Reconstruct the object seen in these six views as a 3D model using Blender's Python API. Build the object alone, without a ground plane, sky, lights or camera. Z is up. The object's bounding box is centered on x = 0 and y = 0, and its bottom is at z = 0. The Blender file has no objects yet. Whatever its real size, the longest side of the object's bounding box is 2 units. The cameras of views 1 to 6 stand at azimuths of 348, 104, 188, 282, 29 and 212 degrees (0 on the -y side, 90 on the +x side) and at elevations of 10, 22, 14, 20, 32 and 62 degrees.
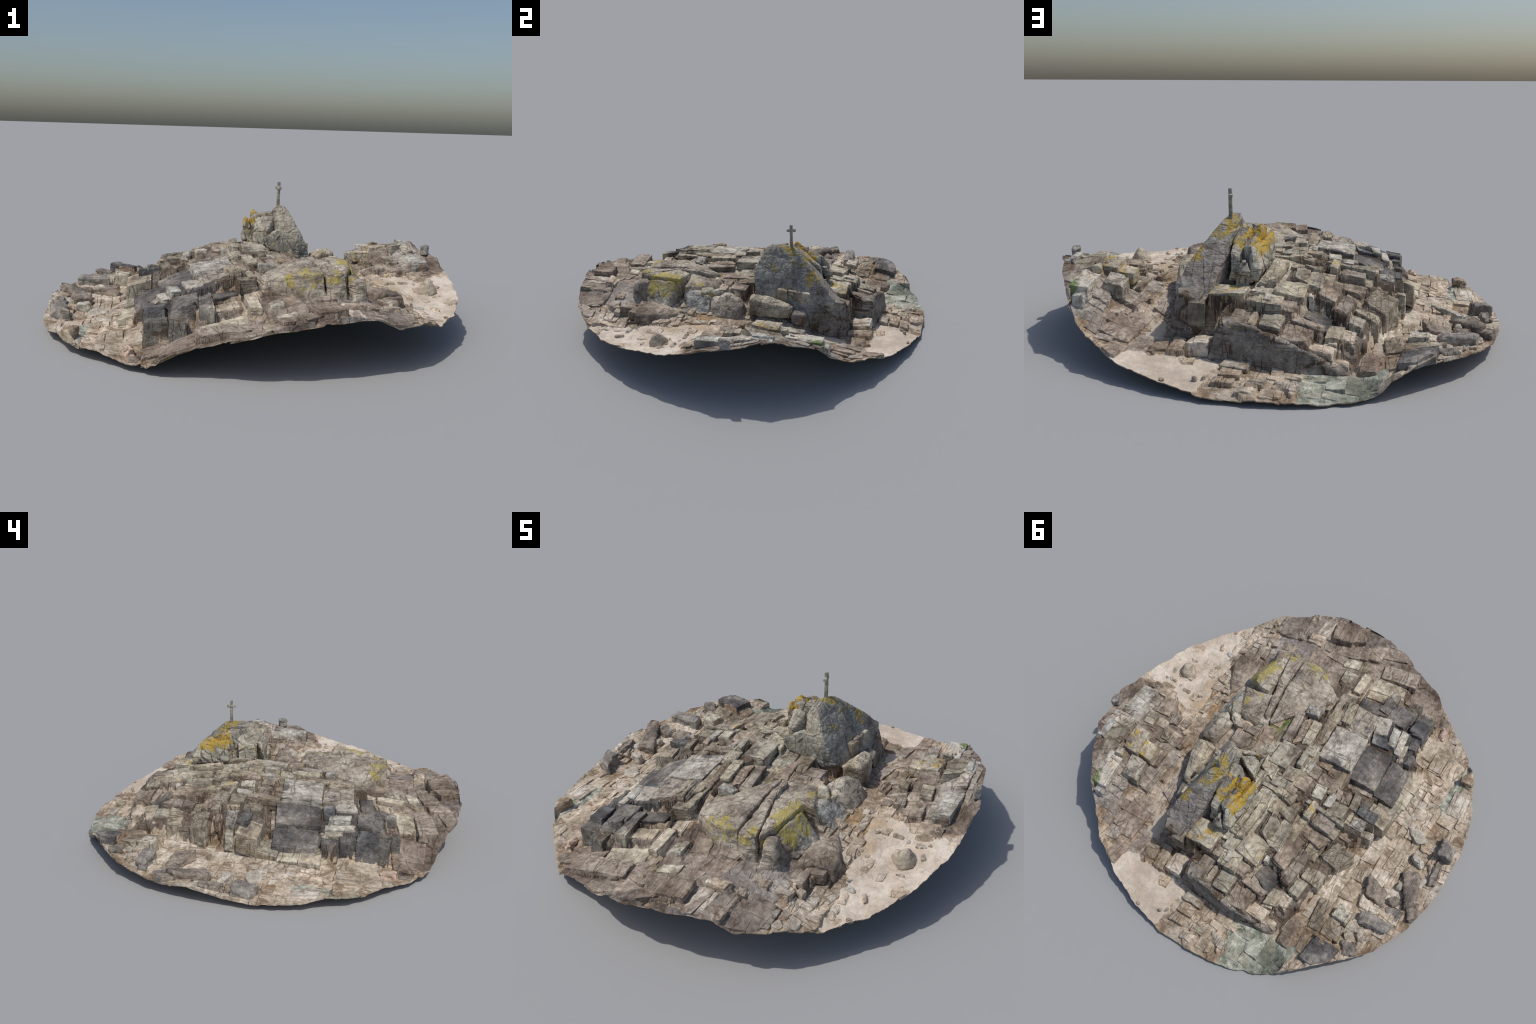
"""Rocky granite outcrop with a small stone cross on its pinnacle.
Built from: a thin ground shell (sand, pavement, pools), jointed granite blocks bounded by
two joint sets, rounded boulders, a wedge-shaped lichen pinnacle, and the cross."""
import bpy, bmesh, math, random
import numpy as np
from mathutils import Vector

random.seed(7)
RNG = np.random.default_rng(11)

# ------------------------------------------------------------------ noise and maths helpers
_perm = np.random.default_rng(3).permutation(256)
_perm = np.concatenate([_perm, _perm, _perm])
_ang = np.random.default_rng(4).normal(size=(256, 3))
_ang /= np.linalg.norm(_ang, axis=1)[:, None]

def perlin(p):
    p = np.asarray(p, float)
    i = np.floor(p).astype(int)
    f = p - i
    i &= 255
    u = f * f * f * (f * (f * 6 - 15) + 10)
    out = 0
    for dx in (0, 1):
        wx = u[..., 0] if dx else 1 - u[..., 0]
        for dy in (0, 1):
            wy = u[..., 1] if dy else 1 - u[..., 1]
            for dz in (0, 1):
                wz = u[..., 2] if dz else 1 - u[..., 2]
                h = _perm[_perm[_perm[i[..., 0] + dx] + i[..., 1] + dy] + i[..., 2] + dz]
                g = _ang[h]
                out = out + wx * wy * wz * (g[..., 0] * (f[..., 0] - dx) + g[..., 1] * (f[..., 1] - dy) + g[..., 2] * (f[..., 2] - dz))
    return out

def fbm(p, freq, octaves=4, gain=.5, ridged=False):
    p = np.asarray(p, float)
    tot, a = 0, 1.0
    for o in range(octaves):
        n = perlin(p * freq + 17.3 * o)
        tot = tot + a * ((.35 - np.abs(n)) * 1.6 if ridged else n)
        freq *= 2.03
        a *= gain
    return tot

def fbm2(x, y, freq, octaves=4, gain=.5, z=0.0):
    return fbm(np.stack([x, y, np.full_like(np.asarray(x, float), z)], -1), freq, octaves, gain)

def smooth01(t):
    t = np.clip(t, 0, 1)
    return t * t * (3 - 2 * t)

class Surface:
    """height surface through surveyed points (linear radial basis)"""
    def __init__(self, pts, lam=1e-4):
        P = np.array(pts)
        self.X = P[:, :2]
        n = len(P)
        A = np.zeros((n + 3, n + 3))
        A[:n, :n] = -np.linalg.norm(self.X[:, None] - self.X[None], axis=2) - lam * np.eye(n)
        A[:n, n] = 1
        A[:n, n + 1:] = self.X
        A[n:, :n] = A[:n, n:].T
        self.w = np.linalg.solve(A, np.r_[P[:, 2], 0, 0, 0])

    def __call__(self, x, y):
        q = np.stack([np.asarray(x, float), np.asarray(y, float)], -1)
        sh = q.shape[:-1]
        q = q.reshape(-1, 2)
        out = np.empty(len(q))
        for s in range(0, len(q), 40000):
            k = -np.linalg.norm(q[s:s + 40000, None] - self.X[None], axis=2)
            out[s:s + 40000] = k @ self.w[:-3] + self.w[-3] + q[s:s + 40000] @ self.w[-2:]
        return out.reshape(sh)

def poly_sdf(x, y, poly):
    """signed distance to a polygon, negative inside"""
    x, y = np.asarray(x, float), np.asarray(y, float)
    d = np.full(x.shape, 1e9)
    inside = np.zeros(x.shape, bool)
    n = len(poly)
    for k in range(n):
        (ax, ay), (bx, by) = poly[k], poly[(k + 1) % n]
        ex, ey = bx - ax, by - ay
        t = np.clip(((x - ax) * ex + (y - ay) * ey) / (ex * ex + ey * ey + 1e-12), 0, 1)
        d = np.minimum(d, np.hypot(x - ax - t * ex, y - ay - t * ey))
        cond = (ay > y) != (by > y)
        with np.errstate(divide='ignore', invalid='ignore'):
            xi = ax + (y - ay) * ex / (ey if ey else 1e-12)
        inside ^= cond & (x < xi)
    return np.where(inside, -d, d)

# ------------------------------------------------------------------ survey of the ground
# tops of the jointed mound: x, y, z
MOUND_TOPS = [
    (-0.316, -0.312, 0.273), (-0.31, -0.102, 0.275), (-0.151, -0.1, 0.306), (-0.19, -0.455, 0.294), (-0.368, -0.488, 0.246), (-0.385, -0.393, 0.243),
    (-0.466, -0.102, 0.175), (-0.447, -0.323, 0.193), (-0.559, -0.094, 0.118), (-0.568, -0.333, 0.124), (-0.502, -0.336, 0.163), (-0.53, -0.597, 0.173),
    (-0.538, -0.511, 0.164), (-0.44, -0.638, 0.176), (-0.336, -0.591, 0.212), (0.206, 0.562, 0.258), (0.072, 0.581, 0.258), (0.33, 0.585, 0.251),
    (0.247, 0.585, 0.223), (-0.024, 0.529, 0.273), (-0.152, 0.544, 0.249), (-0.105, 0.625, 0.21), (-0.003, 0.713, 0.198), (-0.076, 0.71, 0.165),
    (-0.35, 0.711, 0.025), (-0.198, 0.733, 0.118), (-0.264, 0.54, 0.163), (-0.53, 0.022, 0.219), (-0.537, 0.079, 0.219), (0.1, -0.2, 0.291),
    (-0.002, -0.318, 0.299), (-0.08, 0.173, 0.328), (-0.092, -0.031, 0.337), (-0.221, 0.065, 0.309), (-0.3, 0.53, 0.208), (-0.307, 0.323, 0.229),
    (-0.361, 0.344, 0.178), (-0.443, 0.388, 0.125), (-0.46, 0.32, 0.133), (-0.384, 0.246, 0.238), (-0.454, 0.206, 0.218), (0.077, 0.452, 0.289),
    (0.135, 0.447, 0.289), (-0.011, 0.332, 0.328), (-0.009, 0.454, 0.268), (0.02, 0.21, 0.338), (0.035, 0.24, 0.338), (0.074, 0.057, 0.342),
    (-0.04, -0.12, 0.324), (-0.185, 0.466, 0.249), (0.168, -0.02, 0.278), (0, 0.05, 0.347), (-0.15, 0.2, 0.315), (-0.2, 0.33, 0.283),
    (-0.1, 0.4, 0.293), (-0.3, 0.15, 0.283), (-0.25, -0.05, 0.294), (0.05, 0.65, 0.213), (0.13, 0.71, 0.198),
]
# ground, pavement and valley floors: x, y, z
LOW_GROUND = [
    (-0.63, -0.66, 0.032), (-0.771, 0.071, 0.014), (-0.883, -0.032, 0.022), (0.368, 0.604, 0.079), (0.314, 0.737, 0.067), (-0.35, 0.74, 0.025),
    (-0.132, 0.77, 0.035), (0.565, -0.339, 0.175), (0.705, -0.525, 0.14), (0.79, -0.29, 0.165), (0.556, -0.01, 0.186), (0.49, -0.3, 0.175),
    (0.475, -0.56, 0.165), (0.252, -0.8, 0.232), (0.141, -0.807, 0.21), (-0.25, -0.82, 0.136), (-0.1, -0.86, 0.172), (0.32, 0.05, 0.215),
    (0.36, 0.03, 0.22), (-0.141, -0.691, 0.18), (-0.03, -0.68, 0.184), (-0.43, -0.66, 0.105), (-0.31, -0.64, 0.138), (-0.57, -0.09, 0.072),
    (-0.6, -0.38, 0.06), (0.641, 0.111, 0.213), (0.887, 0.253, 0.306), (0.764, 0.207, 0.273), (0.727, 0.229, 0.273), (0.769, 0.54, 0.228),
    (0.686, 0.394, 0.238), (0.62, 0.32, 0.188), (0.81, 0.4, 0.288), (0.85, 0.1, 0.273), (0.93, 0.15, 0.278), (0.75, -0.02, 0.213),
    (0.9, -0.1, 0.213), (0.68, 0, 0.203), (-0.02, 0.85, 0.04), (-0.45, 0.86, 0.022), (-0.3, 0.86, 0.022), (-0.41, 0.63, 0.045),
    (0.41, 0.7, 0.062), (0.54, 0.6, 0.094), (0.66, 0.66, 0.113), (0.56, 0.45, 0.123), (0.5, 0.3, 0.149), (0.47, 0.17, 0.174),
    (0.08, -0.266, 0.268), (0.106, -0.087, 0.27), (0.163, -0.159, 0.268), (0.36, -0.05, 0.24), (0.05, -0.58, 0.22), (0.18, -0.66, 0.217),
    (0.33, -0.68, 0.207), (0.4, -0.45, 0.2), (0.28, -0.4, 0.25), (-0.1, -0.5, 0.235), (-0.2, -0.57, 0.19), (-0.55, 0.25, 0.044),
    (-0.62, 0.1, 0.049), (-0.5, 0.45, 0.052), (-0.52, 0.66, 0.084), (-0.62, 0.55, 0.064), (-0.75, -0.4, 0.032), (-0.75, -0.2, 0.037),
    (-0.68, -0.05, 0.047), (-0.72, 0.25, 0.039), (-0.7, 0.45, 0.059), (0.1, 0.88, 0.042), (0.25, 0.85, 0.055), (0.15, 0.75, 0.055),
]
# cut edge of the patch: angle, height
RIM_HEIGHT = [
    (-175, 0.036), (-165, 0.036), (-155, 0.066), (-146, 0.041), (-138, 0.056), (-130, 0.031),
    (-124, 0.026), (-118, 0.096), (-107, 0.151), (-97, 0.206), (-86, 0.226), (-78, 0.236),
    (-72, 0.23), (-68, 0.186), (-58, 0.186), (-50, 0.139), (-41, 0.141), (-30, 0.161),
    (-20, 0.186), (-10, 0.211), (0, 0.261), (10, 0.286), (17, 0.316), (24, 0.296),
    (33, 0.256), (37, 0.196), (42, 0.156), (50, 0.126), (57, 0.079), (68, 0.051),
    (78, 0.03), (86, 0.022), (98, 0.02), (107, 0.008), (116, 0.021), (120, 0.076),
    (128, 0.101), (140, 0.091), (150, 0.071), (160, 0.061), (168, 0.081), (175, 0.056),
]
# cut edge of the patch: angle, radius
RIM_RADIUS = [
    (-175, 0.969), (-165, 0.981), (-150, 0.989), (-140, 0.98), (-128, 0.983), (-119, 0.995),
    (-110, 0.98), (-102, 1.005), (-90, 0.995), (-78, 1), (-60, 1.006), (-50, 0.981),
    (-40, 0.974), (-20, 0.966), (-4, 0.966), (8, 0.972), (20, 0.972), (35, 0.978),
    (50, 0.982), (60, 0.982), (75, 0.99), (90, 0.997), (103, 1.004), (118, 1),
    (127, 0.986), (140, 0.99), (152, 0.987), (162, 0.974), (171, 0.967), (179, 0.961),
]
def rim_points():
    out = []
    for a, z in RIM_HEIGHT:
        r = np.interp(a, [p[0] for p in RIM_RADIUS], [p[1] for p in RIM_RADIUS], period=360)
        out.append((r * math.cos(math.radians(a)), r * math.sin(math.radians(a)), z))
    return out

CAP = Surface(MOUND_TOPS)
GROUND = Surface(LOW_GROUND + rim_points())

# footprints, plan view
MOUND = [(-.455, -.655), (-.30, -.625), (-.16, -.535), (-.07, -.46), (.03, -.345), (.07, -.26), (.10, -.09), (.19, .03), (.24, .09),
         (.30, .12), (.35, .45), (.34, .58), (.24, .585), (.13, .592), (.165, .65), (.175, .722), (.0, .745), (-.13, .758), (-.35, .724), (-.40, .60), (-.45, .42), (-.475, .30),
         (-.47, .20), (-.545, .09), (-.545, .0), (-.575, -.09), (-.585, -.345), (-.565, -.50), (-.55, -.61)]
SANDS = [
    [(.95, -.17), (.98, -.35), (.85, -.56), (.66, -.78), (.60, -.74), (.62, -.62), (.612, -.452), (.593, -.33), (.578, -.052), (.631, -.058), (.724, -.099), (.882, -.139)],
    [(.56, .86), (.515, .769), (.451, .698), (.411, .735), (.313, .742), (.183, .757), (.131, .757), (.129, .806), (.156, .857), (.153, .897), (.206, 1.02), (.40, 1.0)],
    [(.496, .604), (.433, .472), (.387, .544), (.381, .615), (.434, .629)],
]
TIDE = [(-.125, .769), (-.325, .733), (-.45, .775), (-.49, .878), (-.36, 1.02), (-.189, 1.02), (-.171, .869)]
SHORE_POOL = [(-.81, -.56), (-.77, -.42), (-.76, -.30), (-.79, -.24), (-.83, -.28), (-.84, -.40), (-.90, -.50), (-.86, -.6)]
VALLEY_POOL = [(.075, -.275), (.182, -.155), (.11, -.075)]
OUTCROP = [(.62, .0), (.72, -.07), (.88, -.11), (1.1, -.1), (1.1, .66), (.73, .62), (.63, .44), (.57, .25), (.56, .06)]
PLATES = [(-.52, -1.1), (-.52, -.80), (-.45, -.67), (-.1, -.55), (.05, -.45), (.40, -.42), (.45, -.7), (.47, -1.1)]
RUBBLE = [(.44, -.80), (.46, -.3), (.50, -.05), (.555, .0), (.575, -.25), (.60, -.45), (.66, -.75), (.58, -.95), (.45, -.95)]
SIDE_PAVING = [(.40, .16), (.57, .10), (.60, .30), (.68, .56), (.9, .70), (.60, .95), (.50, .77), (.45, .69), (.42, .60)]

def wobble(x, y, amp=.012, freq=22):
    return x + amp * fbm2(x, y, freq, 3, z=1.7), y + amp * fbm2(x, y, freq, 3, z=8.1)

def mound_mask(x, y):
    wx, wy = wobble(x, y, .010, 30)
    return smooth01(.5 - poly_sdf(wx, wy, MOUND) / .014)

def terrain(x, y):
    g = GROUND(x, y)
    m = mound_mask(x, y)
    return g * (1 - m) + (CAP(x, y) - .012) * m

def region_of(x, y):
    """0 shore pavement, 1 sand, 2 tide pool, 3 valley pool, 4 front plates, 5 mound, 6 outcrop, 7 rubble, 8 side paving"""
    x, y = np.asarray(x, float), np.asarray(y, float)
    wx, wy = wobble(x, y, .03, 14)
    r = np.zeros(x.shape, int)
    r[poly_sdf(wx, wy, SIDE_PAVING) < 0] = 8
    r[poly_sdf(wx, wy, OUTCROP) < 0] = 6
    r[poly_sdf(wx, wy, PLATES) < 0] = 4
    r[poly_sdf(wx, wy, RUBBLE) < 0] = 7
    for s in SANDS:
        r[poly_sdf(wx, wy, s) < 0] = 1
    r[poly_sdf(wx, wy, TIDE) < 0] = 2
    r[poly_sdf(wx, wy, SHORE_POOL) < 0] = 2
    r[poly_sdf(x, y, MOUND) < 0] = 5
    r[poly_sdf(x + .3 * (wx - x), y + .3 * (wy - y), VALLEY_POOL) < 0] = 3
    return r

# ------------------------------------------------------------------ materials
def make_material(name, tones, grain=.18, mottle=.35, stain=None, stain_amt=0., lichen=0., lichen_col=(.50, .33, .03),
                  white=0., seams=0., seam_col=(.10, .06, .035), rough=.92, bump=.75, vary=.0, island=False, tone_scale=7., stain_scale=11.,
                  moss=0., zones=(), lichen_zones=()):
    m = bpy.data.materials.new(name)
    m.use_nodes = True
    nt = m.node_tree
    N, L = nt.nodes, nt.links
    bsdf = N['Principled BSDF']
    bsdf.inputs['Roughness'].default_value = rough
    bsdf.inputs['Specular IOR Level'].default_value = .25

    def node(t, **kw):
        n = N.new(t)
        for k, v in kw.items():
            setattr(n, k, v)
        return n

    def noise(scale, detail=6, roughness=.6, vec=None, off=0.):
        n = node('ShaderNodeTexNoise')
        n.noise_dimensions = '4D'
        n.inputs['Scale'].default_value = scale
        n.inputs['Detail'].default_value = detail
        n.inputs['Roughness'].default_value = roughness
        n.inputs['W'].default_value = off
        L.new(vec or pos, n.inputs['Vector'])
        return n.outputs['Fac']

    def maprange(v, a, b, c=0., d=1.):
        n = node('ShaderNodeMapRange')
        n.interpolation_type = 'SMOOTHSTEP'
        for i, x in zip(('From Min', 'From Max', 'To Min', 'To Max'), (a, b, c, d)):
            n.inputs[i].default_value = x
        L.new(v, n.inputs['Value'])
        return n.outputs['Result']

    def math_(op, a, b):
        n = node('ShaderNodeMath', operation=op)
        for k, x in enumerate((a, b)):
            if isinstance(x, (int, float)):
                n.inputs[k].default_value = x
            else:
                L.new(x, n.inputs[k])
        return n.outputs[0]

    def mix(fac, a, b, blend='MIX'):
        n = node('ShaderNodeMix', data_type='RGBA', blend_type=blend)
        for s, x in ((n.inputs['Factor'], fac), (n.inputs['A'], a), (n.inputs['B'], b)):
            if isinstance(x, (int, float)):
                s.default_value = x
            elif isinstance(x, tuple):
                s.default_value = (*x, 1)
            else:
                L.new(x, s)
        return n.outputs['Result']

    geo = node('ShaderNodeNewGeometry')
    pos = geo.outputs['Position']
    # broad tones
    ramp = node('ShaderNodeValToRGB')
    L.new(noise(tone_scale, 7, .62), ramp.inputs['Fac'])
    els = ramp.color_ramp.elements
    stops = np.linspace(.39, .61, len(tones))
    while len(els) < len(tones):
        els.new(.5)
    for e, s, c in zip(els, stops, tones):
        e.position = float(s)
        e.color = (*c, 1)
    col = ramp.outputs['Color']
    def near(c, r, soft=.55):
        n = node('ShaderNodeVectorMath', operation='DISTANCE')
        L.new(warped, n.inputs[0])
        n.inputs[1].default_value = c
        return maprange(n.outputs['Value'], r * soft, r, 1, 0)

    if zones or lichen_zones:
        wz = node('ShaderNodeTexNoise')
        wz.inputs['Scale'].default_value = 13
        wz.inputs['Detail'].default_value = 6
        L.new(pos, wz.inputs['Vector'])
        sub = node('ShaderNodeVectorMath', operation='SUBTRACT')
        L.new(wz.outputs['Color'], sub.inputs[0])
        sub.inputs[1].default_value = (.5, .5, .5)
        wa = node('ShaderNodeVectorMath', operation='MULTIPLY_ADD')
        L.new(sub.outputs[0], wa.inputs[0])
        wa.inputs[1].default_value = (.16, .16, .16)
        L.new(pos, wa.inputs[2])
        warped = wa.outputs[0]
    for c, r, zc_, amt in zones:
        col = mix(math_('MULTIPLY', near(c, r), amt), col, zc_)
    if vary:
        rnd = geo.outputs['Random Per Island'] if island else node('ShaderNodeObjectInfo').outputs['Random']
        v = maprange(rnd, 0, 1, 1 - vary, 1 + vary)
        wn_ = node('ShaderNodeTexWhiteNoise', noise_dimensions='1D')
        L.new(rnd, wn_.inputs['W'])
        warm = maprange(wn_.outputs['Value'], 0, 1, .90, 1.06)
        comb = node('ShaderNodeCombineColor')
        L.new(v, comb.inputs[0])
        L.new(math_('MULTIPLY', v, math_('ADD', math_('MULTIPLY', warm, .5), .5)), comb.inputs[1])
        L.new(math_('MULTIPLY', v, warm), comb.inputs[2])
        col = mix(1., col, comb.outputs['Color'], 'MULTIPLY')
    # mottling and grain
    for sc, amt, off in ((42, mottle, 1.), (210, grain, 2.), (620, grain * .8, 5.)):
        v = maprange(noise(sc, 6 if sc < 100 else 3, .65, off=off), .3, .7, 1 - amt, 1 + amt)
        comb = node('ShaderNodeCombineColor')
        for k in range(3):
            L.new(v, comb.inputs[k])
        col = mix(1., col, comb.outputs['Color'], 'MULTIPLY')
    if stain:
        f = maprange(noise(stain_scale, 8, .68, off=3.), .62 - stain_amt, .72 - stain_amt)
        col = mix(math_('MULTIPLY', f, .85), col, stain)
    h = noise(55, 10, .7, off=4.)
    if seams:
        wn = node('ShaderNodeTexNoise')
        wn.inputs['Scale'].default_value = 14
        wn.inputs['Detail'].default_value = 7
        L.new(pos, wn.inputs['Vector'])
        va = node('ShaderNodeVectorMath', operation='MULTIPLY_ADD')
        L.new(wn.outputs['Color'], va.inputs[0])
        va.inputs[1].default_value = (.022, .022, .022)
        L.new(pos, va.inputs[2])
        line = None
        # three sets of thin dark lines: along y, along x, and near-level ones on steep faces
        for rot, scl, off in (((0, 0, .06), (26, 3.5, 5), 0.), ((0, 0, .1), (3.5, 15, 5), 20.), ((.06, .22, 0), (3, 3, 52), 40.)):
            mp = node('ShaderNodeMapping')
            mp.inputs['Rotation'].default_value = rot
            mp.inputs['Scale'].default_value = scl
            mp.inputs['Location'].default_value = (off, off, off)
            L.new(va.outputs[0], mp.inputs['Vector'])
            vo = node('ShaderNodeTexVoronoi', feature='DISTANCE_TO_EDGE')
            vo.inputs['Scale'].default_value = 1
            L.new(mp.outputs[0], vo.inputs['Vector'])
            gate = maprange(noise(11, 4, .6, off=6. + off), .46, .58)
            ln_ = math_('MULTIPLY', maprange(vo.outputs['Distance'], .012, .045, 1, 0), gate)
            line = ln_ if line is None else math_('MAXIMUM', line, ln_)
        col = mix(math_('MULTIPLY', line, seams), col, seam_col)
        h = math_('SUBTRACT', h, math_('MULTIPLY', line, .5))
    if white:
        vo = node('ShaderNodeTexVoronoi')
        vo.inputs['Scale'].default_value = 95
        L.new(pos, vo.inputs['Vector'])
        f = math_('MULTIPLY', maprange(vo.outputs['Distance'], .18, .42, 1, 0), maprange(noise(16, 6, .7, off=7.), .58 - .2 * white, .66 - .2 * white))
        col = mix(math_('MULTIPLY', f, .8), col, (.52, .51, .47))
    if lichen:
        ln = noise(19, 9, .72, off=8.)
        for c, r, amt in lichen_zones:
            ln = math_('ADD', ln, math_('MULTIPLY', near(c, r), amt))
        f = maprange(ln, .655 - .22 * lichen, .70 - .22 * lichen)
        f = math_('MULTIPLY', f, maprange(noise(130, 4, .6, off=9.), .3, .55))
        col = mix(math_('MULTIPLY', f, .88), col, lichen_col)
    if moss:
        f = maprange(noise(15, 8, .7, off=12.), .66 - .2 * moss, .74 - .2 * moss)
        col = mix(math_('MULTIPLY', f, .85), col, (.07, .11, .03))
    L.new(col, bsdf.inputs['Base Color'])
    b = node('ShaderNodeBump')
    b.inputs['Strength'].default_value = bump
    b.inputs['Distance'].default_value = .010
    L.new(h, b.inputs['Height'])
    L.new(b.outputs['Normal'], bsdf.inputs['Normal'])
    return m

GREY = [(.25, .214, .162), (.415, .368, .282), (.575, .518, .405)]
BROWN = [(.195, .155, .122), (.33, .274, .218), (.475, .405, .328)]
DARK = [(.085, .085, .086), (.155, .15, .146), (.31, .292, .265)]
TAN = [(.38, .305, .225), (.55, .465, .365), (.68, .60, .495)]
WHITE = [(.34, .315, .265), (.50, .47, .405), (.62, .585, .51)]
DARK_ZONE = [((-.42, -.54, .19), .25, (.105, .104, .104), .8), ((-.48, -.30, .17), .15, (.135, .13, .125), .55), ((-.46, .05, .2), .13, (.15, .14, .13), .4)]
M = {
    'g': make_material('grey_granite', GREY, stain=(.13, .105, .085), stain_amt=.05, lichen=.16, lichen_col=(.42, .33, .13), white=.3, seams=.6, vary=.14),
    'b': make_material('brown_granite', BROWN, stain=(.095, .08, .075), stain_amt=.05, lichen=.06, white=.2, seams=.5, vary=.14),
    'd': make_material('dark_grey_granite', DARK, stain=(.33, .28, .22), stain_amt=.0, seams=.35, vary=.18),
    'p': make_material('stained_pale_granite', [(.28, .25, .215), (.45, .405, .335), (.60, .545, .46)], stain=(.10, .095, .095), stain_amt=.085, seams=.5, vary=.08, stain_scale=8),
    't': make_material('tan_pavement_granite', TAN, stain=(.25, .17, .10), stain_amt=.03, seams=.6, seam_col=(.20, .135, .08), vary=.14),
    'y': make_material('yellow_lichen_granite', GREY, lichen=.55, lichen_col=(.53, .35, .04), white=.6, stain=(.17, .15, .13), stain_amt=.05, seams=.4, vary=.1),
    'w': make_material('whitish_lichen_granite', WHITE, lichen=.3, lichen_col=(.48, .35, .09), white=.6, stain=(.17, .145, .12), stain_amt=.07, seams=.5, vary=.12,
                       zones=[((.785, .535, .25), .05, (.10, .16, .03), .9)]),
}
M_SAND = make_material('beach_sand', [(.55, .46, .365), (.64, .55, .45), (.70, .62, .52)], grain=.08, mottle=.12, stain=(.46, .34, .22), stain_amt=.0, bump=.4, rough=.95,
                       zones=[((.54, -.10, .2), .12, (.47, .33, .18), .6), ((.58, -.30, .18), .10, (.48, .35, .20), .5), ((.42, .56, .09), .12, (.42, .36, .28), .6)])
M_LEDGE = make_material('sandy_ledge_stone', [(.50, .42, .32), (.60, .52, .42), (.68, .60, .50)], stain=(.42, .29, .16), stain_amt=.03, seams=.4, seam_col=(.28, .20, .12), vary=.08, island=True)
M_TIDE = make_material('tide_pool_floor', [(.22, .24, .18), (.42, .43, .35), (.58, .56, .46)], stain=(.07, .08, .05), stain_amt=.08, seams=.3, rough=.5, stain_scale=18, mottle=.45, tone_scale=14,
                       zones=[((-.43, .87, .02), .10, (.13, .155, .12), .75)])
M_TIDESTONE = make_material('submerged_granite', [(.26, .275, .21), (.43, .43, .35), (.58, .56, .47)], stain=(.09, .10, .055), stain_amt=.07, rough=.5, vary=.2, island=True,
                       zones=[((-.43, .87, .02), .10, (.14, .165, .13), .75)])
M_POOL = make_material('algae_pool', [(.07, .115, .03), (.13, .17, .055), (.23, .20, .10)], rough=.35, bump=.12, tone_scale=18)
M_TANBED = make_material('tan_bedrock', [(.30, .22, .15), (.45, .36, .265), (.60, .51, .40)], stain=(.33, .20, .10), stain_amt=.04, seams=.7, seam_col=(.19, .125, .07),
                       zones=[((.54, -.10, .2), .14, (.47, .32, .16), .6)])
M_BROWNBED = make_material('brown_bedrock', [(.16, .125, .10), (.25, .205, .168), (.36, .305, .255)], stain=(.20, .115, .06), stain_amt=.07, seams=.6, moss=.25)
M_GREYBED = make_material('grey_bedrock', [(.10, .075, .055), (.17, .135, .105), (.28, .24, .195)], stain=(.17, .115, .075), stain_amt=.06, seams=.8, white=.1, moss=.1, zones=DARK_ZONE)  # tones darkened so the gaps between blocks show deep crack shadow
M_PAVE = make_material('tan_paving_stone', TAN, stain=(.30, .205, .125), stain_amt=.03, seams=.6, seam_col=(.21, .14, .08), vary=.11, island=True)
M_PLATE = make_material('brown_paving_plate', [(.21, .172, .145), (.325, .278, .238), (.45, .395, .342)], stain=(.12, .095, .082), stain_amt=.04, seams=.4, vary=.16, island=True)
M_SIDE = make_material('layered_paving_stone', [(.27, .215, .175), (.39, .325, .27), (.52, .455, .385)], stain=(.20, .14, .095), stain_amt=.05, seams=.5, vary=.12, island=True)
M_SHARD = make_material('grey_joint_block', GREY, stain=(.14, .11, .09), stain_amt=.06, lichen=.16, lichen_col=(.42, .33, .13), white=.25, seams=.6, vary=.17, island=True, zones=DARK_ZONE)
M_OUT = make_material('outcrop_layer_stone', [(.26, .22, .185), (.39, .345, .29), (.54, .49, .42)], stain=(.16, .12, .095), stain_amt=.06, lichen=.25, lichen_col=(.48, .32, .05), white=.4, seams=.6, vary=.15, island=True)
M_PIN = make_material('pinnacle_granite', [(.23, .225, .20), (.355, .34, .30), (.48, .455, .385)], lichen=.22, lichen_col=(.46, .32, .04), white=.55, stain=(.17, .12, .075), stain_amt=.05, seams=.4, bump=.85,
                      zones=[((.25, .47, .33), .14, (.33, .285, .255), .8), ((.16, .11, .43), .13, (.45, .40, .31), .7), ((.17, .08, .29), .10, (.30, .225, .15), .75)],
                      lichen_zones=[((.19, .28, .50), .075, .16), ((.235, .35, .455), .06, .16), ((.30, .43, .385), .06, .14), ((.27, .20, .40), .07, .07), ((.33, .25, .30), .07, .06)])
M_FIN = make_material('pinnacle_fin_granite', [(.29, .265, .215), (.43, .40, .325), (.57, .535, .445)], lichen=.32, lichen_col=(.60, .38, .02), white=.4, stain=(.34, .18, .05), stain_amt=.02, seams=.8,
                      lichen_zones=[((.045, .30, .47), .08, .16), ((.03, .36, .42), .08, .15), ((.145, .36, .42), .07, .12), ((.01, .26, .44), .05, .12)])
M_WHALE = make_material('whaleback_granite', [(.27, .225, .18), (.42, .36, .285), (.57, .51, .41)], lichen=.18, lichen_col=(.47, .38, .08), white=.55, stain=(.14, .115, .10), stain_amt=.06, seams=.5,
                      lichen_zones=[((.10, -.56, .31), .11, .12), ((.25, -.57, .30), .08, .11), ((.36, -.42, .31), .12, .17), ((.36, -.25, .30), .10, .10)])
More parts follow.
